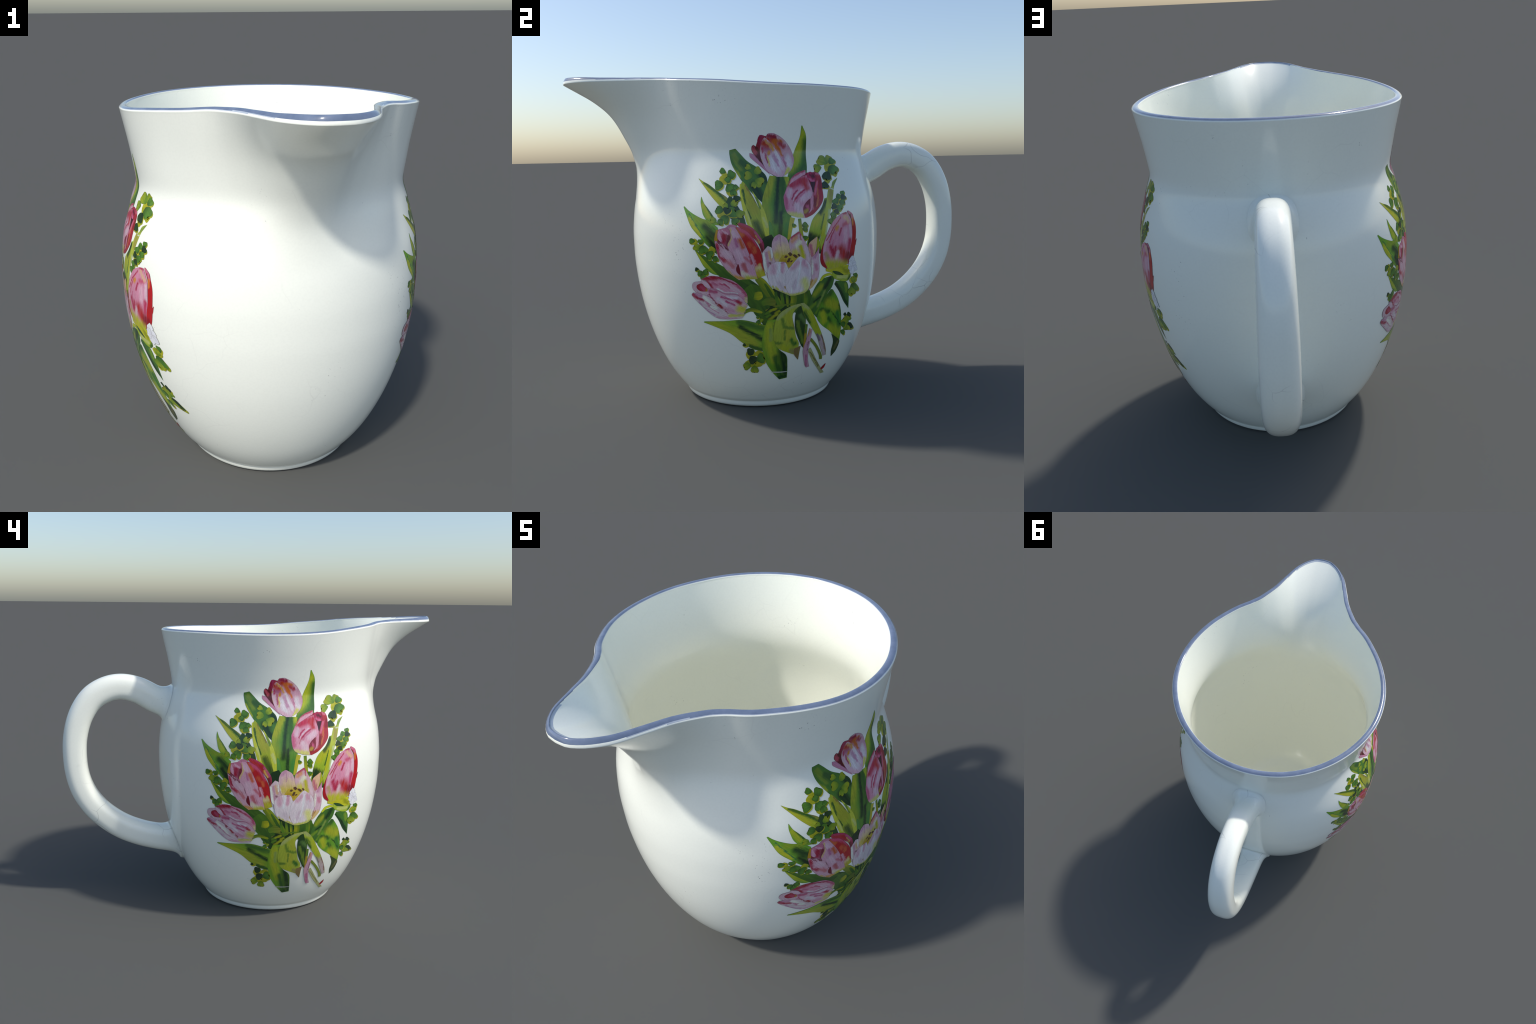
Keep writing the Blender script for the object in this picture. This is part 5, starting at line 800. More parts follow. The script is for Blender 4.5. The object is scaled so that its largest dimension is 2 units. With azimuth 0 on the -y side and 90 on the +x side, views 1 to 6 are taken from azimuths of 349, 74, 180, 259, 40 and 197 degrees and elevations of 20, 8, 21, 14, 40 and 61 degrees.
        ((182, 42, 86), 0.88, [(20.7, 76.9), (20.2, 73.6)]),
        ((206, 96, 146), 0.30, [(19.3, 80.3), (18.7, 76.6)]),
        ((210, 94, 134), 0.94, [(25.9, 86.4), (28.7, 87.1)]),
        ((224, 176, 152), 1.07, [(26.8, 89.9), (29.1, 87.8)]),
        ((196, 64, 112), 1.28, [(29.5, 79.1), (28.9, 75.6)]),
        ((186, 42, 42), 2.60, [(24.1, 75.4), (27.2, 71.4)]),
        ((142, 32, 46), 1.56, [(28.6, 73.2), (26.9, 69.7)]),
        ((228, 194, 204), 0.99, [(21.1, 72.1), (22.0, 74.6)]),
        ((184, 146, 120), 1.14, [(15.4, 74.6), (16.4, 72.6)]),
        ((190, 52, 92), 0.69, [(26.1, 91.6), (27.8, 91.3)]),
        ((188, 184, 44), 2.89, [(16.5, 69.2), (22.3, 68.8), (27.9, 67.2)])),
    ("petal", (222, 186, 190), [(-1.4, 58.1), (-8.7, 62.0), (-11.6, 68.7), (-10.1, 75.2), (-7.6, 80.4)], [(1.6, 57.8), (9.5, 61.7), (9.8, 70.4), (7.9, 76.6), (4.5, 80.2)]),
    ("petal", (230, 184, 154), [(8.3, 73.7), (7.0, 77.0), (7.2, 79.8), (10.8, 82.3)], [(9.9, 74.4), (10.7, 77.9), (11.2, 82.3)],
        ((202, 114, 134), 0.94, [(7.6, 78.6), (8.7, 74.5)])),
    ("petal", (228, 200, 206), [(-10.8, 67.5), (-12.4, 69.8), (-13.0, 74.7), (-13.0, 76.8), (-10.8, 79.5)], [(-9.3, 67.7), (-9.4, 72.0), (-8.4, 75.5), (-8.9, 78.5), (-10.5, 79.5)],
        ((206, 152, 176), 0.55, [(-11.5, 76.6), (-10.9, 70.7)]),
        ((240, 238, 234), 0.67, [(-12.5, 76.1), (-11.6, 68.7)]),
        ((222, 172, 134), 0.82, [(-10.3, 76.8), (-9.5, 73.6)]),
        ((152, 92, 112), 0.53, [(-10.2, 72.0), (-9.5, 71.6)]),
        ((238, 234, 232), 0.35, [(-9.5, 78.9), (-9.0, 74.6)])),
    ("petal", (228, 190, 196), [(-6.3, 71.5), (-8.0, 73.6), (-9.1, 79.5), (-8.1, 82.9), (-6.3, 84.2)], [(-1.6, 71.2), (-0.3, 75.9), (-1.9, 80.5), (-3.0, 82.7), (-5.5, 84.2)],
        ((230, 196, 164), 2.23, [(-5.3, 78.5), (-2.3, 77.8)]),
        ((208, 154, 190), 0.80, [(-7.5, 82.1), (-6.3, 83.6)]),
        ((216, 190, 92), 2.45, [(-6.7, 75.1), (-1.9, 74.4)]),
        ((238, 232, 230), 0.43, [(-9.6, 78.9), (-8.4, 73.6)]),
        ((204, 150, 180), 0.24, [(-5.7, 83.6), (-5.5, 78.9)])),
    ("petal", (228, 188, 198), [(-0.3, 71.2), (-0.7, 75.9), (-1.7, 79.1), (-1.2, 82.4), (2.4, 85.0)], [(7.9, 71.4), (6.8, 77.6), (5.1, 81.1), (3.0, 85.0)],
        ((236, 226, 206), 1.18, [(2.8, 80.6), (1.8, 79.1)]),
        ((222, 154, 124), 1.01, [(-0.4, 81.2), (1.2, 82.5)]),
        ((196, 72, 102), 0.72, [(-0.6, 82.8), (2.6, 84.7)]),
        ((192, 62, 102), 0.40, [(3.1, 84.3), (3.5, 81.6)]),
        ((216, 200, 92), 1.82, [(0.7, 76.2), (2.3, 74.2)]),
        ((194, 184, 34), 1.09, [(3.4, 78.5), (4.6, 74.0)]),
        ((232, 204, 212), 0.82, [(5.5, 78.1), (7.4, 72.6)])),
    ("petal", (204, 174, 64), [(-2.0, 69.9), (-6.3, 72.1), (-4.7, 75.4)], [(-1.6, 69.9), (2.3, 74.2), (-0.3, 75.9)],
        ((190, 150, 40), 1.01, [(-4.7, 73.0), (-2.0, 72.1)])),
    ("petal", (230, 190, 206), [(7.2, 59.2), (8.5, 64.4), (8.1, 69.5), (8.5, 73.5), (10.1, 75.0), (12.0, 78.1)], [(9.1, 60.5), (11.5, 63.7), (12.2, 68.2), (12.0, 72.2), (11.9, 78.0)],
        ((208, 144, 182), 0.78, [(9.9, 73.6), (11.6, 77.3)]),
        ((238, 230, 226), 0.46, [(8.6, 72.5), (8.6, 66.4)]),
        ((222, 184, 124), 1.11, [(8.0, 60.6), (10.6, 63.2)]),
        ((192, 144, 54), 0.49, [(7.9, 61.6), (9.0, 63.7)]),
        ((216, 140, 170), 0.73, [(10.3, 70.4), (10.9, 68.3)])),
    ("petal", (98, 72, 52), [(-2.3, 76.0), (-1.3, 76.5), (-0.3, 75.5)], [(-2.3, 75.9), (-1.3, 74.8), (-0.3, 75.5)]),
    ("petal", (98, 72, 52), [(-4.0, 74.5), (-3.3, 75.2), (-2.3, 75.0)], [(-4.0, 74.4), (-2.9, 74.2), (-2.3, 75.0)]),
    ("petal", (98, 72, 52), [(-0.3, 75.2), (0.7, 75.5), (2.0, 74.4)], [(-0.3, 75.1), (1.1, 73.9), (2.0, 74.4)]),
    ("petal", (98, 72, 52), [(1.8, 75.4), (2.5, 75.6), (3.2, 74.8)], [(1.8, 75.3), (2.6, 74.4), (3.2, 74.8)]),
    ("petal", (98, 72, 52), [(-2.8, 72.5), (-2.1, 73.9), (-1.1, 74.0)], [(-2.8, 72.3), (-1.7, 72.4), (-1.1, 74.0)]),
    ("petal", (98, 72, 52), [(-1.5, 72.4), (-0.9, 72.9), (-0.1, 73.0)], [(-1.5, 72.3), (-0.6, 72.3), (-0.1, 73.0)]),
    ("petal", (240, 226, 228), [(-1.4, 57.6), (-9.3, 62.0), (-11.0, 67.7), (-10.2, 71.1), (-7.7, 72.5), (-5.7, 72.7)], [(-0.1, 57.6), (-1.5, 63.2), (-2.0, 68.3), (-3.2, 72.1), (-5.3, 72.6)],
        ((226, 180, 200), 1.42, [(-8.7, 71.2), (-8.5, 68.4)]),
        ((222, 168, 192), 0.95, [(-4.5, 71.4), (-4.8, 68.4)]),
        ((224, 206, 214), 1.18, [(-5.9, 63.5), (-4.7, 61.4)]),
        ((240, 238, 238), 0.51, [(-5.7, 72.1), (-6.7, 66.5)]),
        ((242, 240, 240), 0.40, [(-2.6, 69.3), (-3.5, 64.3)]),
        ((194, 130, 160), 0.39, [(-4.9, 72.2), (-3.7, 72.4)]),
        ((202, 196, 84), 0.67, [(-8.9, 61.8), (-5.3, 59.6), (-1.2, 58.1)]),
        ((182, 142, 62), 0.40, [(-3.5, 61.9), (-1.8, 59.3)])),
    ("petal", (240, 226, 230), [(-1.4, 57.6), (-3.5, 62.3), (-3.2, 67.7), (-1.2, 70.4), (2.3, 74.2), (3.8, 74.1)], [(1.2, 57.5), (6.3, 58.9), (8.3, 63.4), (8.1, 68.9), (6.8, 71.7), (3.8, 74.1)],
        ((226, 178, 200), 1.27, [(-0.3, 69.6), (2.1, 71.8)]),
        ((222, 168, 192), 1.40, [(4.6, 72.0), (5.7, 69.5)]),
        ((230, 210, 222), 1.11, [(5.3, 68.8), (6.9, 65.6)]),
        ((222, 202, 214), 1.00, [(0.2, 61.0), (1.4, 64.0)]),
        ((242, 240, 240), 0.47, [(3.2, 72.5), (2.8, 66.9), (1.9, 61.9)]),
        ((224, 216, 144), 1.88, [(5.2, 63.5), (6.2, 60.5)]),
        ((202, 200, 94), 0.81, [(-1.2, 57.9), (3.0, 57.9), (6.5, 59.1)]),
        ((244, 242, 240), 0.32, [(-0.4, 61.1), (-0.6, 59.2)]),
        ((190, 150, 70), 0.40, [(8.3, 64.0), (8.0, 62.0)])),
    ("petal", (206, 140, 170), [(-20.8, 50.9), (-28.0, 49.2), (-36.1, 51.3), (-41.5, 56.6), (-41.3, 60.4)], [(-20.5, 56.5), (-24.9, 62.2), (-30.9, 64.1), (-36.5, 63.9), (-39.6, 63.0)]),
    ("petal", (222, 154, 182), [(-19.6, 55.2), (-20.1, 59.6), (-24.8, 64.5), (-30.0, 66.3), (-34.4, 66.9), (-37.3, 66.3), (-39.7, 65.3)], [(-21.5, 54.9), (-24.0, 59.0), (-29.2, 59.4), (-32.6, 60.8), (-35.1, 61.5), (-37.2, 64.2), (-39.4, 65.2)],
        ((226, 188, 202), 1.11, [(-29.4, 63.7), (-22.7, 60.1)]),
        ((192, 84, 124), 0.64, [(-24.1, 63.1), (-21.2, 60.4), (-19.8, 57.2)]),
        ((168, 28, 58), 1.19, [(-39.2, 65.5), (-32.4, 66.1)]),
        ((178, 34, 74), 0.76, [(-37.0, 64.2), (-35.1, 61.7)]),
        ((172, 42, 88), 0.39, [(-31.6, 66.1), (-27.8, 64.6), (-24.1, 63.1)]),
        ((196, 72, 122), 0.41, [(-31.3, 63.5), (-29.1, 63.2), (-27.2, 61.7)]),
        ((200, 110, 150), 0.74, [(-34.6, 63.5), (-32.6, 63.0)]),
        ((234, 226, 226), 0.51, [(-32.5, 61.1), (-29.2, 59.5), (-24.3, 59.1)]),
        ((216, 198, 152), 1.00, [(-20.0, 56.9), (-20.1, 54.1)])),
    ("petal", (222, 188, 198), [(-38.1, 57.7), (-42.7, 59.0), (-44.6, 61.1), (-43.7, 63.5), (-40.1, 64.3)], [(-37.0, 58.4), (-37.4, 60.6), (-38.6, 62.6), (-39.5, 63.9)],
        ((200, 150, 172), 0.27, [(-42.9, 59.4), (-38.0, 57.9)])),
    ("petal", (168, 32, 62), [(-37.5, 59.8), (-40.5, 59.8), (-42.3, 61.0), (-42.0, 62.5), (-39.9, 63.4)], [(-37.1, 60.6), (-38.0, 62.0), (-39.1, 63.0)],
        ((198, 74, 118), 0.90, [(-40.0, 61.7), (-38.8, 60.6)]),
        ((192, 134, 36), 0.61, [(-37.4, 60.6), (-37.5, 59.8)])),
    ("petal", (226, 190, 206), [(-35.9, 61.0), (-38.3, 62.0), (-39.7, 64.1), (-39.9, 65.0)], [(-35.6, 62.0), (-37.0, 63.9), (-39.7, 65.2)]),
    ("petal", (226, 182, 200), [(-21.7, 50.0), (-28.3, 50.0), (-32.6, 52.4), (-35.2, 56.5), (-37.6, 58.6), (-36.8, 60.5)], [(-19.7, 54.1), (-22.0, 57.2), (-24.6, 58.8), (-29.2, 58.9), (-32.0, 60.2), (-35.1, 61.0)],
        ((232, 216, 222), 1.03, [(-32.6, 56.7), (-29.3, 54.0)]),
        ((234, 222, 230), 0.60, [(-28.2, 57.8), (-24.4, 57.2)]),
        ((192, 84, 134), 0.82, [(-36.1, 60.2), (-33.1, 59.9)]),
        ((178, 64, 112), 0.34, [(-36.6, 58.8), (-33.7, 54.6)]),
        ((198, 94, 148), 0.49, [(-31.1, 57.6), (-27.5, 56.7), (-24.8, 56.0)]),
        ((192, 84, 142), 0.44, [(-29.2, 55.6), (-25.5, 54.1)]),
        ((178, 34, 82), 0.92, [(-24.0, 55.7), (-23.0, 54.9)]),
        ((206, 196, 74), 1.96, [(-23.1, 52.3), (-20.8, 51.9)]),
        ((212, 152, 176), 0.73, [(-29.7, 52.4), (-26.3, 51.2)]),
        ((166, 28, 48), 0.70, [(-32.7, 53.9), (-31.3, 52.7)]),
        ((168, 34, 74), 0.35, [(-29.9, 51.6), (-28.8, 50.3)]),
        ((150, 40, 70), 0.30, [(-34.9, 56.2), (-33.6, 54.5)])),
    ("petal", (230, 208, 210), [(-22.4, 48.2), (-29.0, 47.6), (-34.7, 48.3), (-40.7, 53.1), (-45.0, 57.3), (-44.7, 58.7)], [(-20.9, 50.1), (-27.9, 50.4), (-31.3, 52.5), (-35.2, 56.5), (-38.4, 58.1), (-42.0, 58.9), (-44.4, 58.9)],
        ((202, 144, 182), 0.92, [(-43.7, 58.2), (-40.5, 57.6)]),
        ((178, 42, 88), 0.71, [(-44.7, 57.9), (-42.4, 56.4), (-39.8, 55.6)]),
        ((238, 230, 228), 0.82, [(-39.2, 57.0), (-34.3, 52.2)]),
        ((206, 132, 166), 0.31, [(-39.6, 55.7), (-36.2, 52.7), (-32.8, 50.3)]),
        ((206, 152, 190), 0.44, [(-42.0, 54.9), (-38.8, 51.6), (-35.0, 49.1)]),
        ((222, 172, 192), 0.70, [(-33.9, 48.2), (-23.4, 47.8)]),
        ((206, 196, 104), 0.76, [(-28.0, 49.2), (-21.7, 49.6)]),
        ((166, 28, 48), 0.70, [(-32.7, 53.9), (-31.3, 52.7)]),
        ((168, 34, 74), 0.35, [(-29.9, 51.6), (-28.8, 50.3)]),
        ((150, 40, 70), 0.30, [(-34.9, 56.2), (-33.6, 54.5)])),
    ("petal", "blossom_white", 4.2, [(31.6, 67.5), (31.3, 70.3), (31.3, 72.2)]),
    ("petal", "blossom_white", 3.8, [(31.6, 67.5), (33.5, 68.0), (34.7, 68.3)]),
    ("petal", "blossom_white", 2.9, [(31.6, 67.5), (34.1, 66.0), (35.9, 65.1)]),
    ("petal", "blossom_white", 4.2, [(31.6, 67.5), (31.9, 65.1), (32.0, 63.5)]),
    ("petal", "blossom_white", 3.6, [(31.6, 67.5), (29.8, 67.0), (28.7, 66.6)]),
    ("petal", "blossom_white", 3.1, [(31.6, 67.5), (30.0, 68.7), (29.0, 69.5)]),
]

SHAPES = {  # share of width at the base, place of the widest point, base and tip sharpness
    "blade": (0.62, 0.40, 0.8, 0.80), "blunt": (0.62, 0.40, 0.8, 0.15), "petal": (0.22, 0.52, 0.75, 0.48),
    "oval": (0.0, 0.5, 0.3, 0.3), "leaflet": (0.0, 0.58, 0.34, 0.24), "stem": (0.8, 0.5, 0.5, 0.12)}

KIND = {"blade": "leaf", "petal": "petal", "oval": "colour_patch", "leaflet": "clover_leaflet", "stem": "flower_stem"}

STEP = 0.00006             # each print layer lies this much above the one below

LIFT = 0.0005              # the lowest print layer above the glaze
TWIST, SPREAD = math.radians(0.9), 1.015   # how the second picture sits against the first
DROP, DROP_LO, DROP_HI = 0.020, 0.50, 1.05

def wall(phi, z):
    return pot_point(z, np.degrees(phi) + 90.0)

class Side:
    """Places the picture on one side of the pot."""
    def __init__(self, turn):
        self.turn = turn
    def place(self, u, v, h):
        a = np.asarray(u) / 60.0
        z = np.asarray(v) / 100.0
        if self.turn:
            a = a * SPREAD + TWIST
            z = z - DROP * (1 - smoothstep(DROP_LO, DROP_HI, z))
        phi = a + self.turn
        p = wall(phi, z)
        def normal(zz):
            n = np.cross(wall(phi + 0.004, zz) - wall(phi - 0.004, zz), wall(phi, zz + 0.003) - wall(phi, zz - 0.003))
            return n / np.linalg.norm(n, axis=-1, keepdims=True)
        n = normal(z)
        soft = sum(normal(z + dz) * w for dz, w in ((-0.04, 0.19), (-0.02, 0.66), (0, 1), (0.02, 0.66), (0.04, 0.19)))
        return p + n * np.asarray(h)[..., None], soft / np.linalg.norm(soft, axis=-1, keepdims=True)

def width_profile(s, shape):
    a, p, b, q = SHAPES[shape]
    up = a + (1 - a) * np.sin(np.clip(s / p, 0, 1) * math.pi / 2) ** (2 * b)
    down = np.cos(np.clip((s - p) / (1 - p), 0, 1) * math.pi / 2) ** (2 * q)
    return np.where(s < p, up, down)

def resample(P, n):
    q = catmull(P, 120)
    seg = np.concatenate([[0], np.cumsum(np.linalg.norm(np.diff(q, axis=0), axis=1))])
    x = (0.5 * (0.5 - 0.5 * np.cos(np.linspace(0, math.pi, n))) + 0.5 * np.linspace(0, 1, n)) * seg[-1]
    return np.stack([np.interp(x, seg, q[:, k]) for k in (0, 1)], -1)

def flat_grid(shape, width, spine, options, outlined, rng):
    """The piece laid out in the picture's plane: rows run from base to tip, columns across."""
    if isinstance(width, list):                            # lofted between two drawn edges
        left, right = np.array(width), np.array(spine)
        length = np.linalg.norm(np.diff((resample(left, 40) + resample(right, 40)) / 2, axis=0), axis=1).sum()
        broad = np.linalg.norm(resample(left, 40) - resample(right, 40), axis=1).max()
        ns = int(np.clip(length / 0.42, 16, 110)); nt = int(np.clip(broad / 0.42, 6, 40))
        A, B = resample(left, ns + 1), resample(right, ns + 1)
        gap = np.linalg.norm(B - A, axis=1)
        c = (A + B) / 2
        n = (B - A) / np.maximum(gap, 1e-6)[:, None]
        wl = wr = np.maximum(gap / 2, 0.01)
    else:
        pts = catmull(spine, 160)
        seg = np.concatenate([[0], np.cumsum(np.linalg.norm(np.diff(pts, axis=0), axis=1))])
        length = seg[-1]
        ns = int(np.clip(length / 0.42, 16, 110)); nt = int(np.clip(width / 0.42, 8, 40))
        s = 0.5 - 0.5 * np.cos(np.linspace(0, math.pi, ns + 1))
        s = 0.5 * s + 0.5 * np.linspace(0, 1, ns + 1)
        c = np.stack([np.interp(s * length, seg, pts[:, k]) for k in (0, 1)], -1)
        t = np.gradient(c, s, axis=0); t /= np.linalg.norm(t, axis=1, keepdims=True)
        n = np.stack([t[:, 1], -t[:, 0]], -1)
        w = np.maximum(width_profile(s, shape), 0.004) * width / 2
        wob = [sum(rng.normal() * 0.05 * width / 2 / k * np.sin(2 * math.pi * (k * 1.3 * s + rng.random())) for k in (1, 2, 3)) for _ in (0, 1)]
        wl = np.maximum(w + wob[0] * (w / max(w.max(), 1e-6)), 0.01)
        wr = np.maximum(w + wob[1] * (w / max(w.max(), 1e-6)), 0.01)
    line = 0.10                                            # drawn outline, cm
    rows = []
    for i in range(ns + 1):
        l, r = wl[i], wr[i]
        if outlined:
            a, b = -max(l - line, l * 0.35), max(r - line, r * 0.35)
            x = np.concatenate([[-l], np.linspace(a, b, nt + 1), [r]])
        else:
            x = np.linspace(-l, r, nt + 1)
        rows.append(c[i] + n[i] * x[:, None])
    return np.array(rows), c

def piece(shape, paint_pair, width, spine, options, layer, side, parent, rng):
    kind = shape
    if "blunt" in options and shape == "blade": shape = "blunt"
    outlined = "plain" not in options
    U, c = flat_grid(shape, width, spine, options, outlined, rng)
    ns = len(c) - 1
    h = LIFT + STEP * layer
    P, N = side.place(U[..., 0], U[..., 1], np.full(U.shape[:2], h))
    # local frame: Z runs from base to tip, Y out of the wall, X across
    mid, out = side.place(c[ns // 2, 0], c[ns // 2, 1], np.array(0.0))
    zax = P[-1].mean(0) - P[0].mean(0); zax = zax - out * (zax @ out); zax /= np.linalg.norm(zax)
    xax = np.cross(out, zax)
    F = np.stack([xax, out, zax], 1)                        # columns
    R, Cn = P.shape[:2]
    top = ((P - mid) @ F).reshape(-1, 3); tn = (N @ F).reshape(-1, 3)
    faces, mats = [], []
    for i in range(R - 1):
        for j in range(Cn - 1):
            faces.append((i*Cn + j, i*Cn + j+1, (i+1)*Cn + j+1, (i+1)*Cn + j))
            mats.append(1 if outlined and (j == 0 or j == Cn - 2) else 0)
    # the print's own thickness: a skirt down into the glaze
    border = [i * Cn for i in range(R)] + [(R-1)*Cn + j for j in range(1, Cn)] + [i*Cn + Cn-1 for i in range(R-2, -1, -1)] + [j for j in range(Cn-2, 0, -1)]
    base = len(top)
    rim = top[border]
    low = rim - tn[border] * (min(h, LIFT + STEP * 4) + 0.0005)
    verts = np.vstack([top, rim, low]); norms = np.vstack([tn, tn[border], tn[border]])
    k = len(border)
    for i in range(k):
        i2 = (i + 1) % k
        faces.append((base + i, base + k + i, base + k + i2, base + i2)); mats.append(1 if outlined else 0)
    f0 = faces[len(faces) // 3]
    mid_face = faces[(R // 2) * (Cn - 1) + (Cn - 1) // 2]
    fn = np.cross(verts[mid_face[1]] - verts[mid_face[0]], verts[mid_face[2]] - verts[mid_face[0]])
    if fn[1] < 0:
        faces = [f[::-1] for f in faces]
    name = KIND[kind]
    if not outlined and kind == "petal": name = "petal_streak"
    if not outlined and kind == "blade": name = "leaf_shading"
    main, edge = paint_pair
    if main.name.startswith("blossom_white"): name = "blossom_petal"
    ob = mesh_object(name, verts, faces, norms, parent, [main, edge])
    ob.data.polygons.foreach_set("material_index", mats)
    M = Matrix.Identity(4)
    for r_ in range(3):
        for c_ in range(3): M[r_][c_] = F[r_, c_]
        M[r_][3] = mid[r_]
    ob.matrix_local = M
    return ob

def layer_numbers():
    """A piece lies one layer above the highest earlier piece that its box touches."""
    boxes, out = [], []
    for shape, colour, width, spine, *opt in BOUQUET:
        edges = isinstance(width, list)
        q = np.array(width + spine if edges else spine); pad = 0.1 if edges else width / 2 * 0.75
        lo, hi = q.min(0) - pad, q.max(0) + pad
        lay = 0
        for (l2, h2), o in zip(boxes, out):
            if (lo < h2).all() and (l2 < hi).all(): lay = max(lay, o + 1)
        boxes.append((lo, hi)); out.append(lay)
    return out

# ------------------------------------------------------------------ paints

PAINTS = {}

TONES = {}                 # the middle tone of each named paint, for brush strokes

def stroke_group():
    """Soft mask of one brush stroke: distance to the line A-B against radius R."""
    g = bpy.data.node_groups.new("brush_stroke", "ShaderNodeTree")
    for n, k in (("P", "NodeSocketVector"), ("A", "NodeSocketVector"), ("B", "NodeSocketVector"), ("R", "NodeSocketFloat")):
        g.interface.new_socket(n, in_out="INPUT", socket_type=k)
    g.interface.new_socket("Mask", in_out="OUTPUT", socket_type="NodeSocketFloat")
    gi, go = g.nodes.new("NodeGroupInput"), g.nodes.new("NodeGroupOutput")
    def v(op, a, b=None, out=0):
        n = g.nodes.new("ShaderNodeVectorMath"); n.operation = op
        g.links.new(a, n.inputs[0])
        if b is not None: g.links.new(b, n.inputs[1])
        return n.outputs[out]
    pa = v("SUBTRACT", gi.outputs["P"], gi.outputs["A"]); ba = v("SUBTRACT", gi.outputs["B"], gi.outputs["A"])
    num, den = v("DOT_PRODUCT", pa, ba, "Value"), v("DOT_PRODUCT", ba, ba, "Value")
    d = math_node(g, "DIVIDE", num, den, clamp=True)
    sc = g.nodes.new("ShaderNodeVectorMath"); sc.operation = "SCALE"
    g.links.new(ba, sc.inputs[0]); g.links.new(d, sc.inputs["Scale"])
    dist = v("LENGTH", v("SUBTRACT", pa, sc.outputs[0]), None, "Value")
    q = math_node(g, "DIVIDE", dist, gi.outputs["R"])
    mr = g.nodes.new("ShaderNodeMapRange"); mr.interpolation_type = "SMOOTHSTEP"
    mr.inputs["From Min"].default_value = 0.20; mr.inputs["From Max"].default_value = 1.55
    mr.inputs["To Min"].default_value = 1.0; mr.inputs["To Max"].default_value = 0.0
    g.links.new(q, mr.inputs["Value"]); g.links.new(mr.outputs["Result"], go.inputs["Mask"])
    return g

def picture_group():
    """Where a point lies in the picture (centimetres across, centimetres up), on either side of the pot."""
    g = bpy.data.node_groups.new("picture_place", "ShaderNodeTree")
    g.interface.new_socket("Place", in_out="OUTPUT", socket_type="NodeSocketVector")
    go = g.nodes.new("NodeGroupOutput")
    tc = g.nodes.new("ShaderNodeTexCoord"); tc.object = jug
    sp = g.nodes.new("ShaderNodeSeparateXYZ"); g.links.new(tc.outputs["Object"], sp.inputs[0])
    sgn = math_node(g, "SIGN", sp.outputs["X"])
    back = math_node(g, "LESS_THAN", sp.outputs["X"], 0.0)
    ang = math_node(g, "ARCTAN2", math_node(g, "MULTIPLY", sp.outputs["Y"], sgn), math_node(g, "MULTIPLY", sp.outputs["X"], sgn))
    ang = math_node(g, "SUBTRACT", ang, math_node(g, "MULTIPLY", back, TWIST))
    ang = math_node(g, "DIVIDE", ang, math_node(g, "ADD", 1.0, math_node(g, "MULTIPLY", back, SPREAD - 1.0)))
    mr = g.nodes.new("ShaderNodeMapRange"); mr.interpolation_type = "SMOOTHSTEP"
    mr.inputs["From Min"].default_value = DROP_LO; mr.inputs["From Max"].default_value = DROP_HI
    mr.inputs["To Min"].default_value = DROP; mr.inputs["To Max"].default_value = 0.0
    g.links.new(math_node(g, "ADD", sp.outputs["Z"], 0.010), mr.inputs["Value"])
    z = math_node(g, "ADD", sp.outputs["Z"], math_node(g, "MULTIPLY", back, mr.outputs["Result"]))
    cb = g.nodes.new("ShaderNodeCombineXYZ")
    g.links.new(math_node(g, "MULTIPLY", ang, 60.0), cb.inputs[0]); g.links.new(math_node(g, "MULTIPLY", z, 100.0), cb.inputs[1])
    # a trembling hand
    nz = g.nodes.new("ShaderNodeTexNoise"); nz.inputs["Scale"].default_value = 1.3; nz.inputs["Detail"].default_value = 3
    g.links.new(cb.outputs[0], nz.inputs["Vector"])
    off = g.nodes.new("ShaderNodeVectorMath"); off.operation = "SUBTRACT"; off.inputs[1].default_value = (0.5, 0.5, 0.5)
    g.links.new(nz.outputs["Color"], off.inputs[0])
    ma = g.nodes.new("ShaderNodeVectorMath"); ma.operation = "MULTIPLY_ADD"; ma.inputs[1].default_value = (0.7, 0.7, 0.0)
    g.links.new(off.outputs[0], ma.inputs[0]); g.links.new(cb.outputs[0], ma.inputs[2])
    g.links.new(ma.outputs[0], go.inputs["Place"])
    return g

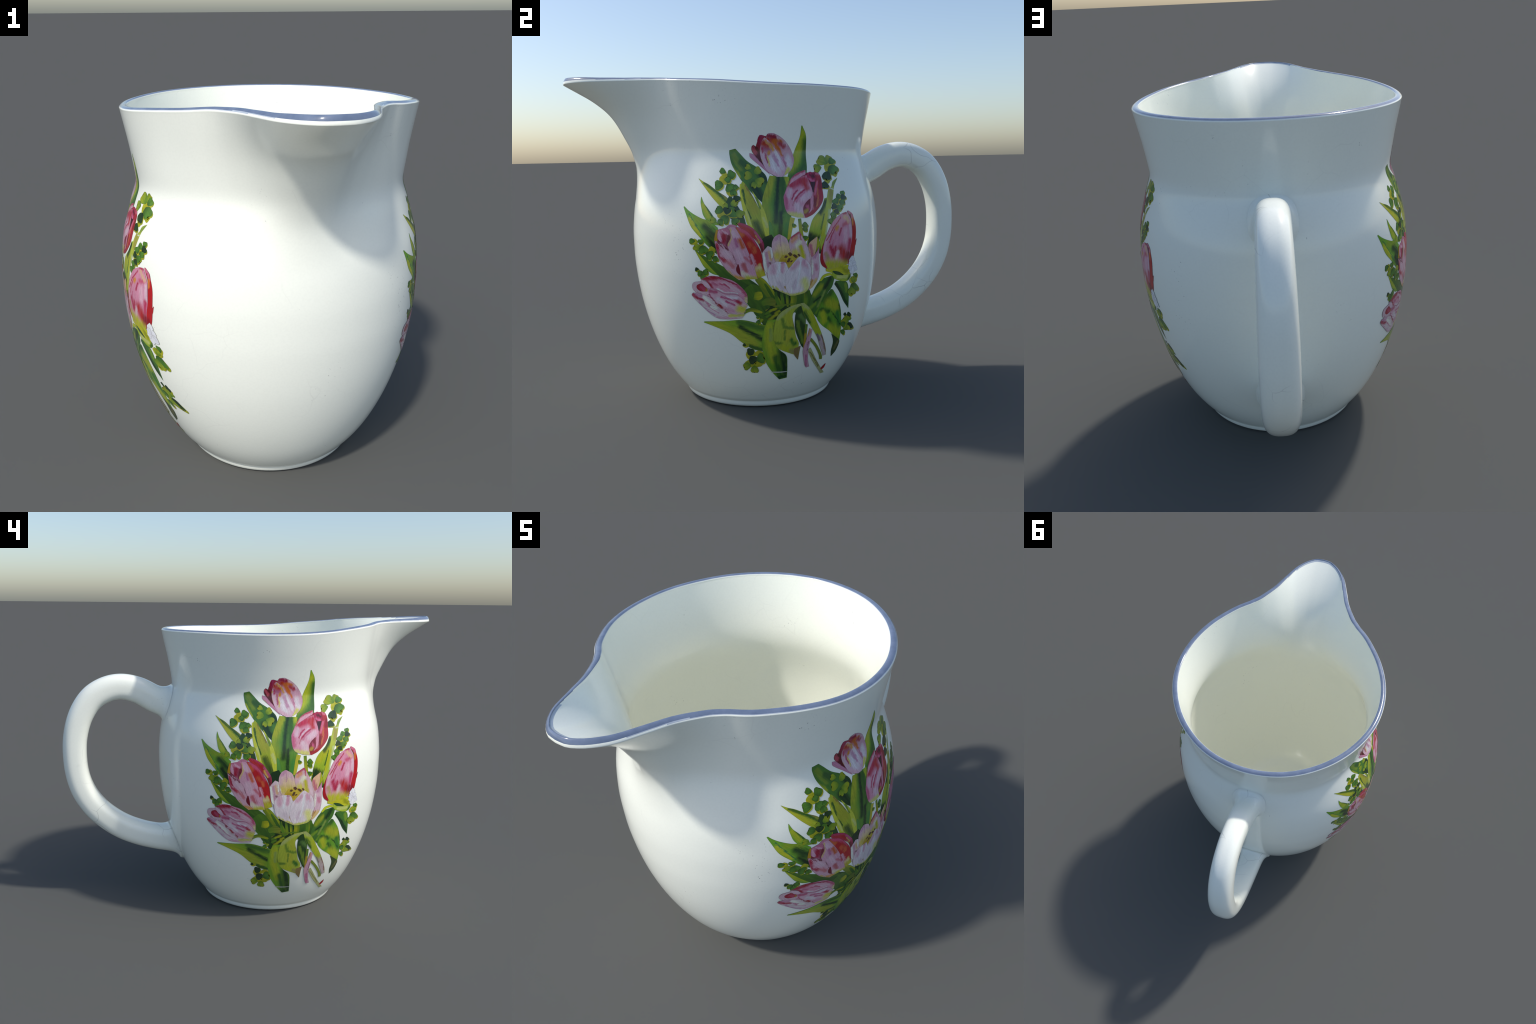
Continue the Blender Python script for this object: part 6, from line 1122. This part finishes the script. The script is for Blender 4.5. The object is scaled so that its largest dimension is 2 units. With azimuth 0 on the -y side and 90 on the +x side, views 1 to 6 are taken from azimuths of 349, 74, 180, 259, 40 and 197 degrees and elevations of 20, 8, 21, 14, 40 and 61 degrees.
def paint(name, edge, along, streak=None, amount=0.0, side=None, side_amount=0.0, grain=0.10, stretch=9.0, freq=42.0, strokes=()):
    """along: colours from base to tip; streak: brush marks running with the length;
    side: a second tone that takes over towards one side (+x, or -x when side_amount < 0);
    strokes: soft brush strokes (colour, radius, points) placed in the picture."""
    m, nt, bsdf = new_material(name)
    tc = node(nt, "ShaderNodeTexCoord")
    sep = node(nt, "ShaderNodeSeparateXYZ"); put(nt, tc.outputs["Generated"], sep.inputs[0])
    rnd = node(nt, "ShaderNodeObjectInfo").outputs["Random"]
    shift = node(nt, "ShaderNodeVectorMath", operation="ADD")
    put(nt, tc.outputs["Object"], shift.inputs[0])
    comb = node(nt, "ShaderNodeCombineXYZ"); put(nt, math_node(nt, "MULTIPLY", rnd, 7.0), comb.inputs[0])
    put(nt, comb.outputs[0], shift.inputs[1])
    vec = shift.outputs[0]
    soft = math_node(nt, "SUBTRACT", noise(nt, vec, 26, 3), 0.5)
    z = math_node(nt, "ADD", sep.outputs["Z"], math_node(nt, "MULTIPLY", soft, 0.30))
    col = ramp(nt, z, along)
    if side is not None:
        x = sep.outputs["X"] if side_amount > 0 else math_node(nt, "SUBTRACT", 1.0, sep.outputs["X"])
        x = math_node(nt, "ADD", x, math_node(nt, "MULTIPLY", soft, 0.25))
        f = ramp(nt, x, [(0.42, (0, 0, 0)), (0.78, (1, 1, 1))])
        col = mix_colour(nt, math_node(nt, "MULTIPLY", f, abs(side_amount)), col, side)
    stroke_vec = node(nt, "ShaderNodeVectorMath", operation="MULTIPLY")
    put(nt, vec, stroke_vec.inputs[0]); stroke_vec.inputs[1].default_value = (1.0, 1.0, 1.0 / stretch)
    brush = noise(nt, stroke_vec.outputs[0], freq, 3, 0.6, 0.4)
    hair = noise(nt, stroke_vec.outputs[0], freq * 3.2, 2, 0.5)
    if strokes:
        spot = node(nt, "ShaderNodeGroup"); spot.node_tree = PICTURE
        # the bristles drag the edge of each stroke along the petal
        drag = math_node(nt, "MULTIPLY", math_node(nt, "SUBTRACT", brush, 0.5), 1.7)
        drag = math_node(nt, "ADD", drag, math_node(nt, "MULTIPLY", math_node(nt, "SUBTRACT", hair, 0.5), 1.0))
        off = node(nt, "ShaderNodeCombineXYZ"); put(nt, drag, off.inputs[0]); put(nt, drag, off.inputs[1])
        place = node(nt, "ShaderNodeVectorMath", operation="ADD")
        put(nt, spot.outputs[0], place.inputs[0]); put(nt, off.outputs[0], place.inputs[1])
        for colour, r, pts in strokes:
            mask = None
            for a, b in zip(pts[:-1], pts[1:]):
                s = node(nt, "ShaderNodeGroup"); s.node_tree = STROKE
                put(nt, place.outputs[0], s.inputs["P"])
                s.inputs["A"].default_value = (*a, 0); s.inputs["B"].default_value = (*b, 0); s.inputs["R"].default_value = max(r, 0.12)
                mask = s.outputs[0] if mask is None else math_node(nt, "MAXIMUM", mask, s.outputs[0])
            c = TONES[colour] if isinstance(colour, str) else ink(*colour)
            col = mix_colour(nt, math_node(nt, "MULTIPLY", mask, 1.0), col, c)
    if streak is not None:
        f = ramp(nt, brush, [(0.47, (0, 0, 0)), (0.62, (1, 1, 1))])
        col = mix_colour(nt, math_node(nt, "MULTIPLY", f, amount), col, streak)
    g = noise(nt, tc.outputs["Object"], 330, 1, 0.5)         # printing grain
    for src, depth in ((hair, 0.16), (g, grain)):
        gr = ramp(nt, src, [(0.35, (1 - depth,) * 3), (0.65, (1, 1, 1))])
        mul = node(nt, "ShaderNodeMix", data_type="RGBA", blend_type="MULTIPLY")
        mul.inputs[0].default_value = 1.0
        put(nt, col, mul.inputs[6]); put(nt, gr, mul.inputs[7]); col = mul.outputs[2]
    put(nt, col, bsdf.inputs["Base Color"])
    bsdf.inputs["Roughness"].default_value = GLOSS + 0.03
    bsdf.inputs["IOR"].default_value = 1.5
    e, ent, eb = new_material(name + "_outline")
    et = node(ent, "ShaderNodeTexCoord").outputs["Object"]
    ec = ramp(ent, noise(ent, et, 55, 2), [(0.35, tuple(v * 0.75 for v in edge[:3])), (0.65, edge[:3])])
    put(ent, ec, eb.inputs["Base Color"])
    eb.inputs["Roughness"].default_value = GLOSS + 0.03
    return m, e

def ink(r, g, b):
    """Printing inks: pinks lean a little to the warm side, greens print fresh."""
    if r > g and b > g: b = b - 0.28 * (b - g)
    elif g > b: r, g = r * 1.03, g * 1.06
    return srgb(min(r, 255), min(g, 255), b)

RECIPES = {}

def recipe(name, edge, along, *args, **kw):
    RECIPES[name] = (edge, along, args, kw)
    TONES[name] = along[len(along) // 2][1]

SHARED = {}

def paint_for(colour, strokes):
    """A named paint, or a petal of a plain tone; its own material where strokes lie on it."""
    if isinstance(colour, tuple):
        base = ink(*colour)
        dark = tuple(v * 0.62 for v in base[:3]) + (1,)
        lite = tuple(min(1, v * 1.12) for v in base[:3]) + (1,)
        green = colour[1] > colour[0] * 0.9 and colour[2] < colour[1]
        name = "painted_leaf" if green else "painted_petal"
        mark = tuple(v * 0.72 for v in base[:3]) + (1,) if green else mix3(base, srgb(176, 60, 100), 0.35)
        return paint(name, dark if green else mix3(dark, srgb(150, 60, 80), 0.3), [(0, base), (1, base)], mark, 0.22 if green else 0.18, freq=75, strokes=strokes)
    edge, along, args, kw = RECIPES[colour]
    if not strokes:
        if colour not in SHARED: SHARED[colour] = paint(colour, edge, along, *args, **kw)
        return SHARED[colour]
    return paint(colour, edge, along, *args, strokes=strokes, **kw)

def mix3(a, b, k): return tuple(a[i] * (1 - k) + b[i] * k for i in range(3)) + (1,)

def make_paints():
    yg, mid, deep, shade = srgb(168, 172, 34), srgb(96, 138, 38), srgb(58, 96, 36), srgb(30, 56, 30)
    yel, olive, pale = srgb(196, 190, 36), srgb(136, 136, 48), srgb(184, 188, 104)
    pink, ppale, white = srgb(222, 150, 178), srgb(232, 186, 204), srgb(238, 222, 222)
    rose, crim, mag, red, wine = srgb(198, 84, 128), srgb(176, 30, 62), srgb(186, 38, 92), srgb(190, 34, 40), srgb(110, 22, 42)
    peach, orange, cream = srgb(232, 192, 168), srgb(214, 122, 62), srgb(236, 206, 170)
    gold = srgb(206, 184, 44)
    # greens
    recipe("leaf_light_left", deep, [(0, deep), (0.3, mid), (0.6, yg), (1, yg)], mid, 0.55, deep, 0.8)
    recipe("leaf_light_right", deep, [(0, mid), (0.4, yg), (1, mid)], mid, 0.5, deep, -0.8)
    recipe("leaf_light_low", deep, [(0, deep), (0.4, yg), (0.8, yg), (1, mid)], mid, 0.55, deep, 0.5)
    recipe("leaf_deep", mid, [(0, shade), (0.35, deep), (1, mix3(mid, deep, 0.4))], mid, 0.45)
    recipe("leaf_mid", deep, [(0, deep), (0.5, mid), (1, mid)], yg, 0.5)
    recipe("leaf_shadow", shade, [(0, shade), (0.6, shade), (1, deep)], deep, 0.4)
    recipe("leaf_yellow", olive, [(0, mid), (0.4, yg), (1, yel)], mid, 0.35)
    recipe("leaf_patchy", deep, [(0, deep), (0.45, mid), (0.7, yg), (1, deep)], yg, 0.7, stretch=2.2, freq=18)
    recipe("leaf_lumpy", olive, [(0, mid), (0.5, yg), (1, mid)], deep, 0.5, stretch=1.8, freq=20)
    recipe("stem_yellow", mid, [(0, mid), (0.5, yg), (1, yg)], mid, 0.5, deep, 0.6)
    recipe("stem_olive", deep, [(0, olive), (1, mid)], deep, 0.4)
    recipe("stem_pale", olive, [(0, yg), (0.6, pale), (1, pale)], olive, 0.5)
    recipe("stem_blush", rose, [(0, olive), (0.3, srgb(206, 160, 160)), (1, srgb(216, 186, 186))], rose, 0.4)
    recipe("stem_orange", olive, [(0, mid), (0.4, srgb(190, 140, 40)), (1, srgb(206, 150, 60))], olive, 0.4)
    recipe("stem_brown_green", srgb(84, 70, 40), [(0, mid), (0.5, srgb(104, 92, 48)), (1, srgb(110, 84, 60))], shade, 0.4)
    recipe("calyx_yellow", mid, [(0, yg), (0.5, yel), (1, yel)], mid, 0.4, stretch=2, freq=20)
    recipe("sprig_green", shade, [(0, deep), (0.6, srgb(92, 142, 50)), (1, mid)], deep, 0.4)
    recipe("sprig_dark", shade, [(0, shade), (1, srgb(50, 74, 44))], deep, 0.4)
    recipe("sprig_light", deep, [(0, mid), (0.5, srgb(150,172,44)), (1, yg)], mid, 0.4)
    recipe("sprig_yellow", yel, [(0, yel), (1, yg)], mid, 0.3, stretch=1, freq=30)
    recipe("glaze_line", white, [(0, white), (1, srgb(210, 215, 205))])
    # pinks
    recipe("petal_pale", rose, [(0, cream), (0.15, white), (0.55, ppale), (1, pink)], pink, 0.5)
    recipe("petal_pink", rose, [(0, cream), (0.2, ppale), (0.6, pink), (1, rose)], ppale, 0.6)
    recipe("petal_pink_edge", crim, [(0, cream), (0.15, pink), (0.5, ppale), (0.8, pink), (1, rose)], rose, 0.5)
    recipe("petal_blush", rose, [(0, pink), (0.5, ppale), (1, pink)], rose, 0.35)
    recipe("petal_blush_edge", rose, [(0, cream), (0.2, ppale), (1, ppale)], pink, 0.5)
    recipe("petal_crimson_tip", rose, [(0, white), (0.3, ppale), (0.6, pink), (0.8, orange), (0.9, crim), (1, crim)], rose, 0.45)
    recipe("petal_crimson", wine, [(0, rose), (0.4, crim), (1, crim)], rose, 0.5)
    recipe("petal_magenta", crim, [(0, cream), (0.12, ppale), (0.35, rose), (0.6, mag), (1, crim)], ppale, 0.45)
    recipe("petal_red", wine, [(0, orange), (0.25, red), (0.8, red), (1, crim)], orange, 0.3)
    recipe("petal_wine", wine, [(0, wine), (0.6, srgb(140, 26, 48)), (1, crim)], crim, 0.4)
    recipe("petal_rose", rose, [(0, rose), (1, rose)], mag, 0.4)
    recipe("petal_orange", orange, [(0, srgb(226, 150, 110)), (0.5, orange), (1, srgb(200, 70, 50))], red, 0.3)
    recipe("petal_cream", cream, [(0, cream), (1, srgb(226, 180, 120))], orange, 0.3)
    recipe("petal_yellow", yg, [(0, srgb(206, 196, 70)), (0.5, srgb(216, 206, 90)), (1, srgb(206, 190, 80))], olive, 0.35, stretch=2)
    recipe("petal_gold", gold, [(0, gold), (1, srgb(220, 196, 80))], cream, 0.4)
    recipe("petal_peach", rose, [(0, gold), (0.3, cream), (0.6, peach), (1, ppale)], pink, 0.45)
    recipe("petal_peach_rose", crim, [(0, gold), (0.35, peach), (0.7, pink), (1, rose)], rose, 0.4)
    recipe("petal_white_pink", pink, [(0, srgb(226, 218, 150)), (0.18, white), (0.6, srgb(236, 208, 214)), (1, pink)], ppale, 0.6)
    recipe("petal_white", white, [(0, srgb(240, 230, 214)), (1, white)], ppale, 0.3)
    recipe("stamen_brown", shade, [(0, srgb(84, 60, 44)), (1, srgb(110, 84, 50))], shade, 0.3)
    recipe("blossom_white", srgb(165, 165, 160), [(0, srgb(232, 230, 236)), (0.5, srgb(244, 244, 246)), (1, srgb(244, 244, 246))], srgb(222, 220, 230), 0.4, grain=0.03)

def rim_paint(name, lo, hi):
    m, nt, bsdf = new_material(name)
    obj = node(nt, "ShaderNodeTexCoord").outputs["Object"]
    f = noise(nt, obj, 22, 4, 0.6)
    put(nt, ramp(nt, f, [(0.3, lo), (0.7, hi)]), bsdf.inputs["Base Color"])
    bsdf.inputs["Roughness"].default_value = GLOSS
    return m

# ------------------------------------------------------------------ assembly

jug = bpy.data.objects.new("cream_jug", None)
bpy.context.scene.collection.objects.link(jug)
jug.location = (0, AXIS_Y, 0)
jug["label"] = "white porcelain jug with tulip bouquets and blue rim"
jug["category"] = "jug"
bpy.context.view_layer.update()

glaze = porcelain("white_glaze", WHITE, cracks=0.12, specks=1.0)
inside = porcelain("warm_white_inside", (0.975, 0.985, 0.86), cracks=0.10, specks=1.3)  # the inside: very slightly yellower than the outer white
crazed = porcelain("crazed_glaze", WHITE, cracks=0.8, specks=0.4)
rim_blue = rim_paint("cobalt_rim_glaze", srgb(98, 112, 136), srgb(116, 129, 152))
rim_fade = rim_paint("pale_rim_glaze", srgb(168, 178, 192), srgb(190, 198, 206))

home = np.array([0, AXIS_Y, 0])
verts, norms, faces, label = build_pot()
split_by_region(verts - home, norms, faces, label, {
    "foot_ring": glaze, "belly": glaze, "neck": glaze, "spout": glaze, "rim": glaze, "rim_line": rim_blue, "rim_line_edge": rim_fade, "interior": inside}, jug)
hv, hn, hf = build_handle()
mesh_object("handle", hv - home, hf, hn, jug, crazed)

PICTURE, STROKE = picture_group(), stroke_group()
make_paints()
layers = layer_numbers()
print("layers", max(layers))
paints = [paint_for(colour, [o for o in opt if isinstance(o, tuple)]) for shape, colour, width, spine, *opt in BOUQUET]
for side in (Side(0.0), Side(math.pi)):
    bunch = bpy.data.objects.new("tulip_bouquet", None)
    bpy.context.scene.collection.objects.link(bunch)
    bunch.parent = jug
    bunch.location = (0, -AXIS_Y, 0)
    rng = np.random.default_rng(11)
    for (shape, colour, width, spine, *opt), pair, lay in zip(BOUQUET, paints, layers):
        piece(shape, pair, width, spine, [o for o in opt if isinstance(o, str)], lay, side, bunch, rng)
